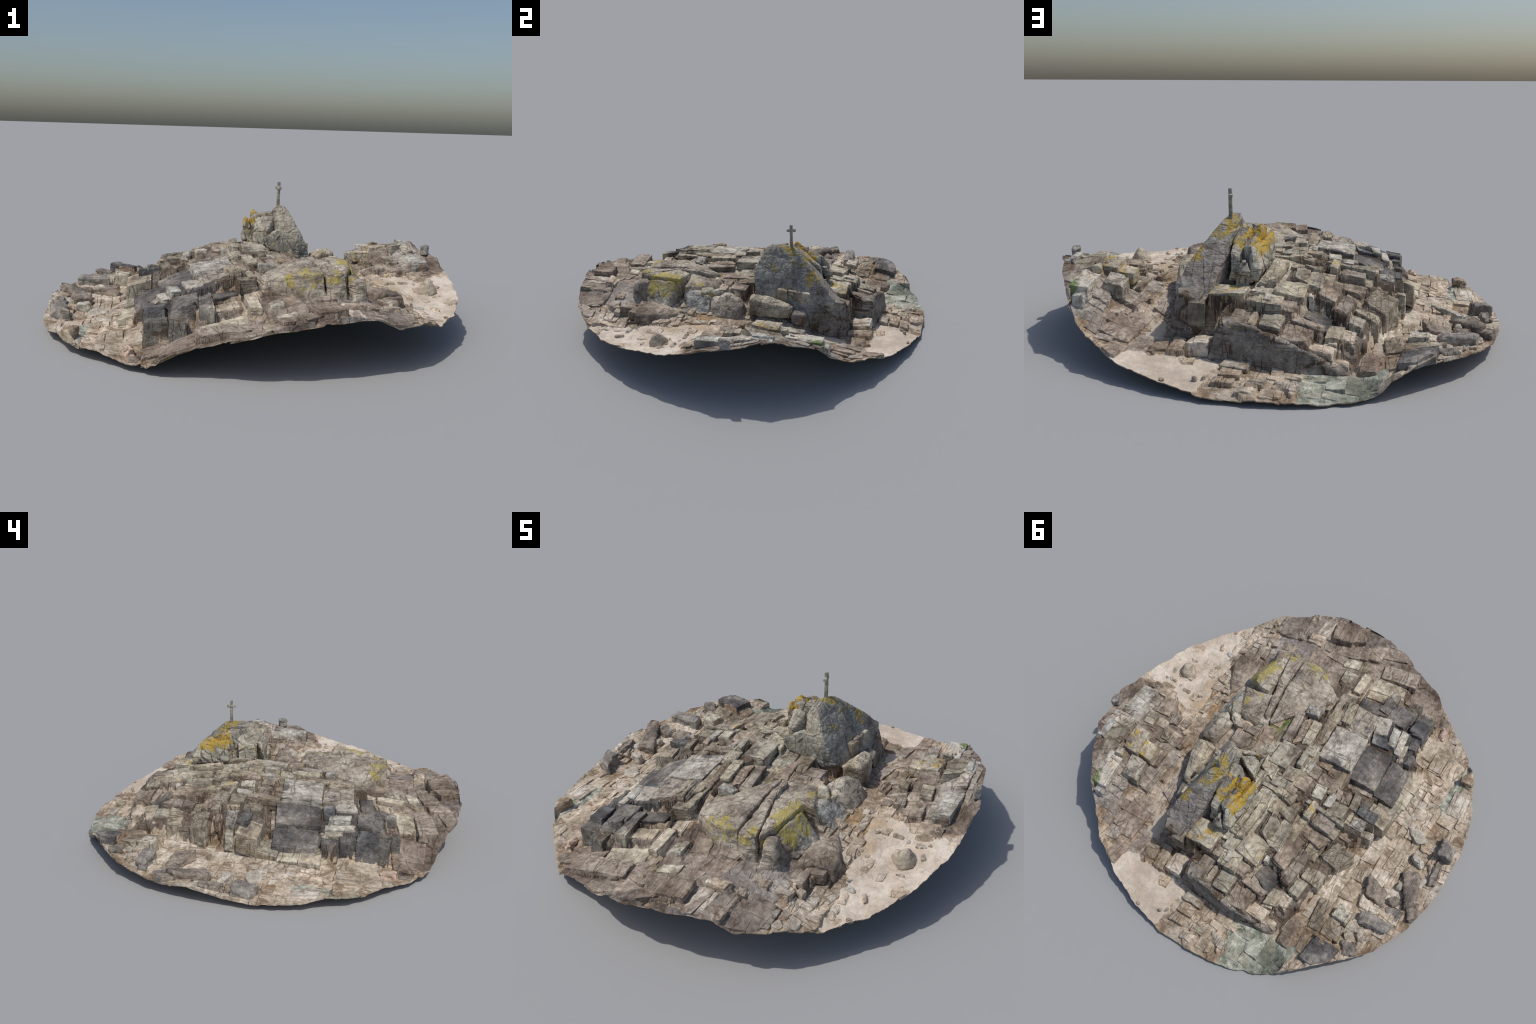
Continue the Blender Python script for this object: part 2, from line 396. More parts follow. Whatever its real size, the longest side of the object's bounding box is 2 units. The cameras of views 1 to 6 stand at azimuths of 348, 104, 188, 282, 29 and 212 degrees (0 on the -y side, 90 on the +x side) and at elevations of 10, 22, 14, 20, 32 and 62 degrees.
M_LOW = make_material('damp_wall_granite', [(.19, .17, .145), (.28, .25, .215), (.38, .345, .295)], stain=(.12, .085, .055), stain_amt=.07, white=.2, seams=.9, lichen=.14)
M_BOULDER = make_material('boulder_granite', [(.23, .205, .178), (.37, .325, .278), (.50, .445, .38)], stain=(.085, .08, .08), stain_amt=.03, white=.15, seams=.3, vary=.25)
M_PALEB = make_material('pale_boulder_granite', [(.42, .38, .31), (.54, .49, .41), (.63, .58, .50)], stain=(.30, .24, .17), stain_amt=.03, vary=.08)
M_PINK = make_material('pink_boulder_granite', [(.54, .40, .31), (.61, .47, .38), (.66, .53, .44)])
M_CROSS = make_material('cross_granite', [(.21, .195, .165), (.29, .27, .23), (.37, .35, .30)], lichen=.3, lichen_col=(.42, .32, .07), white=.2, grain=.25, bump=.35)

# ------------------------------------------------------------------ scene tree
root = bpy.data.objects.new('rocky_outcrop', None)
bpy.context.scene.collection.objects.link(root)
root['label'] = 'jointed granite shore outcrop with small stone cross on lichen pinnacle'
root['category'] = 'rock outcrop'

def add_object(name, verts, faces, mat, parent=root, smooth=True, origin=None, angle=None, kind=None):
    verts = np.asarray(verts, float)
    if origin is not None:
        verts = verts - np.asarray(origin)
    me = bpy.data.meshes.new(name)
    me.from_pydata([tuple(v) for v in verts.tolist()], [], [tuple(f) for f in faces])
    me.materials.append(mat)
    if smooth:
        me.polygons.foreach_set('use_smooth', [True] * len(me.polygons))
    if angle:
        me.set_sharp_from_angle(angle=math.radians(angle))
    ob = bpy.data.objects.new(name, me)
    bpy.context.scene.collection.objects.link(ob)
    ob.parent = parent
    if origin is not None:
        ob.location = origin
    if kind:
        ob['kind'] = kind
    return ob

# ------------------------------------------------------------------ block builder
_cubes = {}
def cube_grid(n):
    """unit cube surface with n+1 stations per edge, tight near the edges"""
    if n in _cubes:
        return _cubes[n]
    t = np.linspace(-1, 1, n + 1)
    st = np.sign(t) * np.abs(t) ** .72
    idx, V, F = {}, [], []
    def vid(a, b, c):
        k = (a, b, c)
        if k not in idx:
            idx[k] = len(V)
            V.append((st[a], st[b], st[c]))
        return idx[k]
    for ax in range(3):
        for side in (0, n):
            for i in range(n):
                for j in range(n):
                    q = []
                    for (u, v) in ((i, j), (i + 1, j), (i + 1, j + 1), (i, j + 1)):
                        k = [0, 0, 0]
                        k[ax] = side
                        k[(ax + 1) % 3] = u
                        k[(ax + 2) % 3] = v
                        q.append(vid(*k))
                    F.append(q if side else q[::-1])
    _cubes[n] = (np.array(V), F)
    return _cubes[n]

def block_vertices(x, y, top, la, ya, lb, yb, dx, dy, thick, n=12, edge=.006, rough=.0035, jitter=.07, flare=.05, seed=0, steps=True, gap=.0, fine=.0012):
    r = np.random.default_rng(seed)
    V, F = cube_grid(n)
    a = np.array([math.cos(math.radians(ya)), math.sin(math.radians(ya))])
    b = np.array([math.cos(math.radians(yb)), math.sin(math.radians(yb))])
    A, B, H = max(la / 2 - gap, .004), max(lb / 2 - gap, .004), thick / 2
    e = min(edge, A * .8, B * .8, H * .8)
    P = V * np.array([A, B, H])
    inner = np.array([A - e, B - e, H - e])
    Q = np.clip(P, -inner, inner)
    D = P - Q
    ln = np.linalg.norm(D, axis=1, keepdims=True)
    P = Q + np.where(ln > 1e-9, D / np.maximum(ln, 1e-9) * np.minimum(ln, e), 0)
    s, t, w = P[:, 0] / A, P[:, 1] / B, P[:, 2] / H
    # uneven corners
    cj = r.normal(0, jitter, (2, 2, 2)) * np.array([la, lb]) * .5
    wq = [((1 - s) / 2) * ((1 - t) / 2), ((1 - s) / 2) * ((1 + t) / 2), ((1 + s) / 2) * ((1 - t) / 2), ((1 + s) / 2) * ((1 + t) / 2)]
    off = sum(wq[i * 2 + j][:, None] * cj[i, j] for i in (0, 1) for j in (0, 1))
    fl = 1 + flare * (1 - w) / 2
    la_, lb_ = P[:, 0] * fl + off[:, 0], P[:, 1] * fl + off[:, 1]
    X = x + la_ * a[0] + lb_ * b[0]
    Y = y + la_ * a[1] + lb_ * b[1]
    up = (w + 1) / 2
    zt = top + dx * (X - x) + dy * (Y - y)
    cz = r.normal(0, .03 * min(la, lb) + .0015, 4)
    zt = zt + sum(wq[k] * cz[k] for k in range(4))
    if steps:
        for _ in range(r.integers(0, 3)):     # thin laminae broken off the top
            th = r.uniform(0, 6.28)
            c = r.uniform(.1, .7)
            q = s * math.cos(th) + t * math.sin(th) + .25 * perlin(np.stack([X * 20, Y * 20, np.full_like(X, seed * .37)], -1))
            zt = zt - r.uniform(.003, .009) * smooth01((q - c) / .14)
    Z = zt - thick * (1 - up)
    W = np.stack([X, Y, Z], -1)
    if rough:
        k = 9 / max(min(la, lb), .03) ** .5
        o = seed * 1.31
        N = np.stack([fbm(W + o + c, k, 3) for c in (0, 31, 67)], -1)
        W = W + N * rough * np.array([1.6, 1.6, 1.0])
        W[:, 2] += fine * 2 * fbm(W + o, 75, 3, .6, ridged=True)
        lay = perlin(np.stack([W[:, 0] * 9, W[:, 1] * 9, W[:, 2] * 120 + o], -1)) * fine * 2.2   # bedding on the sides
        W[:, 0] += lay * a[0] * np.sign(s) * (np.abs(s) > .9)
        W[:, 1] += lay * a[1] * np.sign(s) * (np.abs(s) > .9)
        W[:, 0] += lay * b[0] * np.sign(t) * (np.abs(t) > .9)
        W[:, 1] += lay * b[1] * np.sign(t) * (np.abs(t) > .9)
    # nothing sticks out past the cut edge of the patch, or below its skin
    ro = np.hypot(W[:, 0], W[:, 1])
    lim = np.interp(np.degrees(np.arctan2(W[:, 1], W[:, 0])), [p[0] for p in RIM_RADIUS], [p[1] for p in RIM_RADIUS], period=360) - .003
    k = np.minimum(1, lim / np.maximum(ro, 1e-6))
    W[:, 0] *= k
    W[:, 1] *= k
    W[:, 2] = np.maximum(W[:, 2], GROUND(W[:, 0], W[:, 1]) - .009)
    W[:, 2] = np.maximum(W[:, 2], .003)
    # keep outward winding whichever way the joints turn
    flip = (a[0] * b[1] - a[1] * b[0]) < 0
    return W, ([f[::-1] for f in F] if flip else F)

# dip slope slabs: tone, centre x, y, top z, joint length a, azimuth a, joint length b, azimuth b, dip x, dip y, thickness
DIP_SLOPE_SLABS = [
    ('p', -0.229, -0.201, 0.29, 0.201, -89, 0.168, -178, 0.2, 0, 0.07),
    ('p', -0.249, -0.386, 0.286, 0.158, -87, 0.119, -175, 0.2, 0.02, 0.07),
    ('p', -0.343, -0.433, 0.26, 0.105, -83, 0.069, -165, 0.2, 0.02, 0.07),
    ('g', -0.165, -0.392, 0.316, 0.124, -85, 0.049, -178, 0.04, 0.01, 0.06),
    ('d', -0.37, -0.356, 0.235, 0.058, -77, 0.098, -170, 0.24, -0.03, 0.05),
    ('d', -0.388, -0.202, 0.224, 0.22, -88, 0.139, -172, 0.35, 0.05, 0.08),
    ('d', -0.511, -0.212, 0.148, 0.227, -89, 0.103, -176, 0.42, 0.02, 0.09),
    ('w', -0.416, -0.412, 0.228, 0.11, -83, 0.044, -177, 0.26, -0.02, 0.07),
    ('w', -0.459, -0.418, 0.2, 0.144, -84, 0.039, 181, 0.26, -0.03, 0.07),
    ('g', -0.485, -0.383, 0.175, 0.095, -86, 0.035, -146, 0.27, -0.06, 0.07),
    ('d', -0.39, -0.562, 0.209, 0.111, -84, 0.077, -172, 0.3, 0, 0.11),
    ('d', -0.502, -0.549, 0.181, 0.081, -86, 0.062, -172, 0.12, 0, 0.11),
    ('d', -0.516, -0.463, 0.174, 0.077, -86, 0.047, -167, 0.12, 0, 0.11),
    ('d', -0.523, -0.375, 0.16, 0.073, -88, 0.048, -174, 0.15, 0, 0.11),
    ('d', -0.442, -0.599, 0.155, 0.111, -85, 0.038, -141, 0.09, 0.09, 0.07),
    ('d', -0.259, -0.537, 0.223, 0.068, -82, 0.184, -170, 0.13, 0.11, 0.1),
    ('b', -0.18, -0.086, 0.275, 0.05, -93, 0.083, 175, 0.09, 0.05, 0.06),
    ('b', -0.263, -0.077, 0.254, 0.06, -92, 0.084, 179, 0.12, 0.03, 0.06),
    ('b', -0.25, -0.003, 0.276, 0.06, -92, 0.106, 181, 0.12, 0.03, 0.06),
    ('b', -0.381, -0.09, 0.187, 0.049, -93, 0.153, -171, 0.27, 0.07, 0.06),
]
# thin ridges beside the pool: tone, centre x, y, top z, joint length a, azimuth a, joint length b, azimuth b, dip x, dip y, thickness
THIN_RIDGES_BESIDE_THE_POOL = [
    ('b', 0.05, -0.192, 0.3, 0.193, -86, 0.045, -175, -0.07, 0.03, 0.06),
    ('b', -0.008, -0.194, 0.299, 0.154, -86, 0.055, -145, -0.04, 0.06, 0.06),
    ('g', -0.055, -0.189, 0.318, 0.15, -86, 0.045, -170, -0, 0.06, 0.06),
    ('b', -0.101, -0.241, 0.304, 0.198, -88, 0.039, 181, 0.02, 0.03, 0.06),
    ('g', -0.118, -0.278, 0.306, 0.226, -88, 0.042, -144, 0.02, 0.01, 0.06),
    ('g', -0.104, -0.103, 0.324, 0.084, -94, 0.06, -175, 0.09, 0.08, 0.06),
    ('g', -0.097, -0.419, 0.294, 0.156, -87, 0.035, -178, 0.02, 0.01, 0.06),
    ('b', -0.136, -0.378, 0.3, 0.134, -85, 0.026, -179, 0.02, 0.01, 0.06),
    ('w', -0, -0.317, 0.312, 0.05, -89, 0.071, -178, 0, 0, 0.06),
    ('g', -0.12, -0.482, 0.286, 0.047, -88, 0.075, -169, 0.04, 0.04, 0.07),
    ('g', -0, -0.006, 0.338, 0.141, -94, 0.103, 177, -0.05, 0.08, 0.06),
    ('g', 0.026, 0.091, 0.339, 0.071, -89, 0.102, 153, -0.02, -0.01, 0.06),
    ('y', -0.094, -0.019, 0.349, 0.076, -89, 0.03, 178, 0.06, 0.04, 0.06),
    ('g', -0.081, 0.075, 0.342, 0.073, -92, 0.064, 180, 0.07, -0.02, 0.06),
    ('b', -0.154, 0.079, 0.324, 0.084, -90, 0.063, 180, 0.09, -0.02, 0.06),
    ('w', -0.135, -0.009, 0.331, 0.07, -93, 0.034, 171, 0.11, 0.04, 0.06),
    ('b', -0.171, -0.012, 0.298, 0.066, -90, 0.05, 179, 0.12, 0.05, 0.06),
    ('g', -0.063, 0.139, 0.339, 0.059, -123, 0.068, 176, 0.06, -0.04, 0.06),
    ('g', -0.091, 0.179, 0.334, 0.035, -101, 0.068, 175, 0.07, -0.03, 0.06),
]
# jointed blocks of the seaward crest: tone, centre x, y, top z, joint length a, azimuth a, joint length b, azimuth b, dip x, dip y, thickness
JOINTED_BLOCKS_OF_THE_SEAWARD_CREST = [
    ('y', -0.25, 0.18, 0.305, 0.09, -97, 0.035, 173, 0.12, -0.06, 0.06),
    ('g', -0.241, 0.083, 0.311, 0.073, -87, 0.056, -172, 0.12, -0.01, 0.06),
    ('w', -0.307, 0.085, 0.291, 0.082, -92, 0.037, -171, 0.13, -0.01, 0.06),
    ('g', -0.354, 0.109, 0.275, 0.076, -95, 0.087, -178, 0.13, -0.02, 0.06),
    ('b', -0.326, 0.037, 0.278, 0.056, -84, 0.029, -178, 0.14, 0.03, 0.06),
    ('b', -0.362, 0.02, 0.245, 0.059, -82, 0.046, -174, 0.15, 0.05, 0.06),
    ('g', -0.412, 0.02, 0.254, 0.09, -85, 0.04, 178, 0.15, 0.09, 0.06),
    ('d', -0.487, 0.042, 0.229, 0.055, -92, 0.102, 173, 0.12, 0, 0.13),
    ('w', -0.472, 0.111, 0.235, 0.058, -90, 0.067, 181, 0.15, -0.06, 0.11),
    ('g', -0.423, 0.115, 0.256, 0.064, -89, 0.026, -173, 0.14, -0.04, 0.08),
    ('w', -0.529, 0.112, 0.163, 0.04, -98, 0.051, -177, 0.22, -0.12, 0.09),
    ('g', -0.316, 0.157, 0.288, 0.02, -100, 0.207, 175, 0.13, -0.06, 0.08),
    ('b', -0.331, 0.201, 0.266, 0.065, -96, 0.106, 174, 0.13, -0.11, 0.07),
    ('b', -0.305, 0.265, 0.232, 0.068, -116, 0.142, 171, 0.18, -0.17, 0.07),
    ('g', -0.396, 0.209, 0.233, 0.059, -97, 0.029, 173, 0.18, -0.15, 0.07),
    ('b', -0.446, 0.194, 0.196, 0.024, -125, 0.055, 180, 0.21, -0.18, 0.06),
    ('g', -0.451, 0.284, 0.177, 0.103, -117, 0.093, 177, 0.47, -0.62, 0.12),
    ('g', -0.399, 0.427, 0.159, 0.08, -94, 0.087, 179, 0.55, -0.1, 0.11),
    ('b', -0.248, 0.399, 0.247, 0.162, -98, 0.074, 171, 0.23, -0.12, 0.07),
    ('b', -0.31, 0.438, 0.208, 0.176, -97, 0.054, 175, 0.25, -0.04, 0.08),
    ('g', -0.362, 0.51, 0.161, 0.086, -98, 0.052, 180, 0.34, -0.14, 0.08),
    ('g', -0.281, 0.605, 0.138, 0.083, -95, 0.065, -168, 0.19, -0.28, 0.06),
    ('t', -0.329, 0.591, 0.126, 0.061, -100, 0.054, 169, 0.19, -0.38, 0.06),
    ('g', -0.161, 0.26, 0.306, 0.069, 165, 0.039, 91, 0.12, -0.06, 0.05),
    ('g', -0.13, 0.177, 0.321, 0.059, -101, 0.061, 171, 0.08, -0.04, 0.05),
]
# slabs behind the wall: tone, centre x, y, top z, joint length a, azimuth a, joint length b, azimuth b, dip x, dip y, thickness
SLABS_BEHIND_THE_WALL = [
    ('y', 0.141, 0.52, 0.268, 0.128, -93, 0.146, 181, 0.05, 0.06, 0.14),
    ('g', -0.032, 0.369, 0.316, 0.198, -98, 0.035, -178, 0.04, -0.18, 0.06),
    ('g', 0.004, 0.386, 0.302, 0.125, -100, 0.034, 180, 0.02, -0.21, 0.06),
    ('g', 0.012, 0.5, 0.269, 0.082, -98, 0.041, 174, 0.02, -0.05, 0.06),
    ('y', -0.099, 0.477, 0.276, 0.121, -96, 0.121, 171, 0.07, -0.14, 0.1),
    ('g', -0.128, 0.356, 0.302, 0.109, -92, 0.066, 148, 0.11, -0.1, 0.06),
    ('g', -0.185, 0.36, 0.28, 0.147, -91, 0.06, 174, 0.17, -0.12, 0.06),
    ('g', 0.036, 0.563, 0.249, 0.051, -99, 0.05, 175, 0.02, -0.17, 0.06),
    ('w', -0.021, 0.567, 0.262, 0.052, -93, 0.032, 178, 0.04, -0.19, 0.07),
    ('b', -0.08, 0.58, 0.236, 0.061, -99, 0.088, 177, 0.08, -0.22, 0.08),
    ('g', -0.048, 0.666, 0.201, 0.09, -96, 0.082, 181, 0.12, -0.26, 0.13),
    ('b', 0.077, 0.654, 0.201, 0.115, -102, 0.069, 181, 0.02, -0.22, 0.12),
    ('g', 0.022, 0.663, 0.203, 0.088, -92, 0.035, -146, 0.02, -0.19, 0.12),
    ('d', -0.216, 0.546, 0.177, 0.091, -102, 0.109, 151, 0.33, -0.22, 0.08),
    ('b', -0.18, 0.612, 0.175, 0.04, -118, 0.115, 173, 0.24, -0.26, 0.08),
    ('b', -0.145, 0.688, 0.159, 0.094, -98, 0.099, 180, 0.16, -0.24, 0.11),
    ('t', -0.242, 0.693, 0.109, 0.063, -99, 0.089, 180, 0.27, -0.21, 0.09),
    ('t', -0.309, 0.704, 0.063, 0.042, -96, 0.064, 177, 0.29, -0.22, 0.06),
    ('g', -0.27, 0.623, 0.121, 0.071, -97, 0.05, -169, 0.22, -0.25, 0.08),
    ('w', -0.178, 0.484, 0.247, 0.03, -89, 0.021, -164, 0.19, -0.13, 0.06),
]
# loose blocks and paving on the sand side: tone, centre x, y, top z, joint length a, azimuth a, joint length b, azimuth b, dip x, dip y, thickness
LOOSE_BLOCKS_AND_PAVING_ON_THE_SAND_SIDE = [
    ('t', 0.226, 0.676, 0.113, 0.1, -94, 0.087, 178, 0, 0, 0.06),
    ('t', 0.314, 0.671, 0.092, 0.119, -83, 0.048, 181, 0, 0, 0.05),
    ('g', -0.028, 0.889, 0.054, 0.047, -100, 0.061, 179, 0.03, -0.05, 0.04),
    ('t', 0.069, 0.781, 0.063, 0.049, -98, 0.099, 180, 0.02, -0.04, 0.04),
    ('t', 0.075, 0.84, 0.056, 0.052, -95, 0.078, 178, 0.02, -0.04, 0.04),
    ('t', 0.112, 0.896, 0.051, 0.042, -95, 0.036, 179, 0.02, -0.07, 0.04),
    ('t', 0.072, 0.897, 0.047, 0.042, -95, 0.041, -179, 0.02, -0.07, 0.04),
    ('t', 0.006, 0.945, 0.04, 0.042, -97, 0.06, 181, 0.01, -0.06, 0.04),
    ('t', -0.151, 0.806, 0.039, 0.034, -102, 0.065, 179, 0.04, -0.03, 0.04),
    ('t', -0.129, 0.895, 0.038, 0.057, -98, 0.088, 181, 0.03, -0.03, 0.04),
    ('t', 0.397, 0.674, 0.075, 0.078, -86, 0.086, -176, 0.01, -0.06, 0.04),
    ('t', 0.255, 0.779, 0.064, 0.047, -89, 0.065, -177, 0.02, -0.04, 0.03),
]
# rear slabs: tone, centre x, y, top z, joint length a, azimuth a, joint length b, azimuth b, dip x, dip y, thickness
REAR_SLABS = [
    ('b', -0.419, 0.691, 0.062, 0.148, -94, 0.069, 174, -0.15, -0.1, 0.06),
    ('g', -0.503, 0.555, 0.085, 0.158, -87, 0.063, 175, -0.25, -0.05, 0.07),
    ('g', -0.592, 0.595, 0.105, 0.079, -90, 0.096, 170, -0.1, 0.1, 0.06),
    ('g', -0.601, 0.508, 0.118, 0.069, -99, 0.077, 172, -0.1, 0, 0.08),
    ('d', -0.588, 0.73, 0.118, 0.128, -102, 0.123, 175, -0.2, -0.1, 0.09),
    ('g', -0.663, 0.56, 0.092, 0.085, -92, 0.061, 138, 0, 0, 0.06),
    ('t', -0.687, 0.624, 0.085, 0.063, -93, 0.048, 173, 0, 0, 0.05),
]
# right outcrop slabs: tone, centre x, y, top z, joint length a, azimuth a, joint length b, azimuth b, dip x, dip y, thickness
RIGHT_OUTCROP_SLABS = [
    ('y', 0.717, 0.264, 0.305, 0.133, -90, 0.08, 178, 0.12, -0.1, 0.05),
    ('y', 0.647, 0.275, 0.262, 0.083, -90, 0.078, 173, 0.15, -0.1, 0.05),
    ('w', 0.761, 0.462, 0.27, 0.186, -88, 0.077, 180, 0.12, -0.12, 0.06),
    ('w', 0.748, 0.545, 0.238, 0.07, -95, 0.045, 178, 0.12, -0.15, 0.06),
    ('w', 0.658, 0.384, 0.25, 0.107, -86, 0.08, -178, 0.15, -0.1, 0.06),
    ('y', 0.75, 0.359, 0.305, 0.034, -83, 0.041, -169, 0, 0, 0.05),
    ('w', 0.884, 0.286, 0.322, 0.1, -91, 0.042, 171, 0, -0.1, 0.05),
    ('g', 0.826, 0.295, 0.3, 0.174, -89, 0.114, -139, 0.05, -0.1, 0.05),
    ('g', 0.63, 0.14, 0.25, 0.06, -85, 0.041, 177, 0, 0, 0.05),
    ('g', 0.743, 0.099, 0.262, 0.078, -84, 0.053, 176, 0, 0, 0.05),
    ('w', 0.856, 0.031, 0.266, 0.171, -95, 0.074, -177, 0.12, 0.05, 0.05),
    ('b', 0.726, -0.012, 0.226, 0.106, -88, 0.078, -174, 0.15, 0, 0.05),
    ('b', 0.648, 0.032, 0.216, 0.063, -87, 0.049, -173, 0, 0, 0.05),
    ('b', 0.546, 0.125, 0.208, 0.079, -95, 0.038, -174, 0, 0, 0.05),
    ('b', 0.593, 0.022, 0.205, 0.044, -94, 0.045, 178, 0, 0, 0.05),
    ('b', 0.656, 0.171, 0.23, 0.047, -150, 0.07, 170, 0, 0, 0.05),
    ('b', 0.591, 0.24, 0.2, 0.133, -92, 0.026, -167, 0, 0, 0.05),
    ('b', 0.581, 0.386, 0.162, 0.105, -93, 0.048, -175, 0, 0, 0.05),
    ('b', 0.535, 0.3, 0.16, 0.1, -90, 0.041, -172, 0, 0, 0.05),
    ('t', 0.615, 0.485, 0.15, 0.074, -101, 0.036, 181, 0, 0, 0.05),
    ('t', 0.545, 0.174, 0.178, 0.044, -94, 0.074, 178, 0, 0, 0.05),
]
# valley rocks: tone, centre x, y, top z, joint length a, azimuth a, joint length b, azimuth b, dip x, dip y, thickness
VALLEY_ROCKS = [
    ('b', 0.26, -0.002, 0.278, 0.085, -89, 0.088, -178, 0.1, -0.05, 0.06),
    ('b', 0.201, -0.001, 0.275, 0.082, -84, 0.027, 180, 0, 0, 0.05),
    ('b', 0.146, -0.054, 0.292, 0.166, -83, 0.066, -173, -0.1, 0, 0.06),
    ('b', 0.308, -0.085, 0.285, 0.051, -95, 0.06, 176, 0, 0, 0.06),
    ('b', 0.238, -0.081, 0.285, 0.053, -91, 0.073, -179, 0, 0, 0.06),
    ('b', 0.508, -0.523, 0.2, 0.057, -89, 0.08, -175, 0, 0, 0.05),
    ('b', 0.467, -0.586, 0.205, 0.075, -89, 0.063, 174, 0, 0, 0.06),
    ('b', 0.45, -0.676, 0.198, 0.047, -92, 0.063, -177, 0, 0, 0.05),
]
# front plates: tone, centre x, y, top z, joint length a, azimuth a, joint length b, azimuth b, dip x, dip y, thickness
FRONT_PLATES = [
    ('t', 0.234, -0.783, 0.245, 0.058, -96, 0.085, 181, 0, 0, 0.05),
    ('t', 0.219, -0.901, 0.228, 0.156, -93, 0.07, -178, 0, 0.03, 0.05),
    ('b', 0.291, -0.888, 0.222, 0.147, -94, 0.082, -169, 0.05, 0.03, 0.05),
    ('b', 0.452, -0.82, 0.185, 0.117, -91, 0.058, -168, 0, 0, 0.05),
    ('b', 0.112, -0.886, 0.25, 0.107, -82, 0.113, -171, 0.06, -0.06, 0.05),
    ('b', 0.027, -0.925, 0.235, 0.094, -78, 0.077, -147, 0.07, -0.07, 0.05),
    ('g', -0.007, -0.754, 0.194, 0.057, -85, 0.085, -166, 0.07, -0.01, 0.05),
    ('g', -0.078, -0.776, 0.182, 0.074, -88, 0.048, -173, 0.07, 0.01, 0.05),
    ('b', 0.031, -0.825, 0.204, 0.081, -89, 0.2, -164, 0.08, -0.04, 0.05),
    ('b', -0.093, -0.891, 0.188, 0.107, -94, 0.08, -170, 0.09, -0.1, 0.05),
    ('b', -0.198, -0.936, 0.175, 0.068, -91, 0.145, -163, 0.11, -0.09, 0.05),
    ('b', -0.269, -0.825, 0.166, 0.089, -86, 0.199, -171, 0.09, -0.03, 0.05),
    ('g', -0.244, -0.727, 0.153, 0.098, -86, 0.185, -169, 0.12, 0.06, 0.05),
    ('b', 0.044, -0.608, 0.217, 0.112, -77, 0.077, -173, 0.04, 0.1, 0.05),
    ('g', -0.121, -0.641, 0.223, 0.139, -91, 0.045, 178, 0.05, 0.1, 0.05),
    ('g', -0.24, -0.623, 0.198, 0.054, -86, 0.14, -169, 0.15, 0.08, 0.05),
    ('b', -0.53, -0.732, 0.058, 0.106, -93, 0.079, -167, 0.16, 0.07, 0.05),
    ('b', -0.471, -0.697, 0.086, 0.058, -81, 0.045, -164, 0.19, 0.06, 0.05),
    ('b', -0.592, -0.741, 0.038, 0.066, -95, 0.051, -173, 0.06, 0.04, 0.05),
    ('b', 0.354, -0.68, 0.21, 0.053, -86, 0.067, 180, -0.1, -0.02, 0.05),
    ('b', 0.329, -0.772, 0.222, 0.047, -82, 0.038, -177, -0.11, -0.02, 0.05),
    ('b', 0.16, -0.786, 0.218, 0.061, -89, 0.062, -176, 0.08, -0.02, 0.05),
    ('g', -0.033, -0.645, 0.219, 0.081, -90, 0.058, -178, 0.04, 0.12, 0.05),
]
BLOCK_GROUPS = [DIP_SLOPE_SLABS, THIN_RIDGES_BESIDE_THE_POOL, JOINTED_BLOCKS_OF_THE_SEAWARD_CREST, SLABS_BEHIND_THE_WALL, LOOSE_BLOCKS_AND_PAVING_ON_THE_SAND_SIDE, REAR_SLABS, RIGHT_OUTCROP_SLABS, VALLEY_ROCKS, FRONT_PLATES]

seed = 100
for group in BLOCK_GROUPS:
    for tone, *p in group:
        seed += 1
        big = max(p[3], p[5])
        V, F = block_vertices(*p, n=20 if big > .09 else 14, seed=seed, rough=.0032 if big > .09 else .0024, edge=.0035, jitter=.035)
        add_object('rock_block', V, F, M[tone], origin=(p[0], p[1], p[2]), angle=42)

# ------------------------------------------------------------------ paving and joint blocks that fill the ground between
HAND = [p for g in BLOCK_GROUPS for _, *p in g]
def covered(x, y, grow=-.004):
    for p in HAND:
        a, b = math.radians(p[4]), math.radians(p[6])
        ax, ay, bx, by = math.cos(a), math.sin(a), math.cos(b), math.sin(b)
        det = ax * by - ay * bx
        if abs(det) < .1:
            continue
        dx, dy = x - p[0], y - p[1]
        if abs((dx * by - dy * bx) / det) < p[3] / 2 + grow and abs((ax * dy - ay * dx) / det) < p[5] / 2 + grow:
            return True
    return False

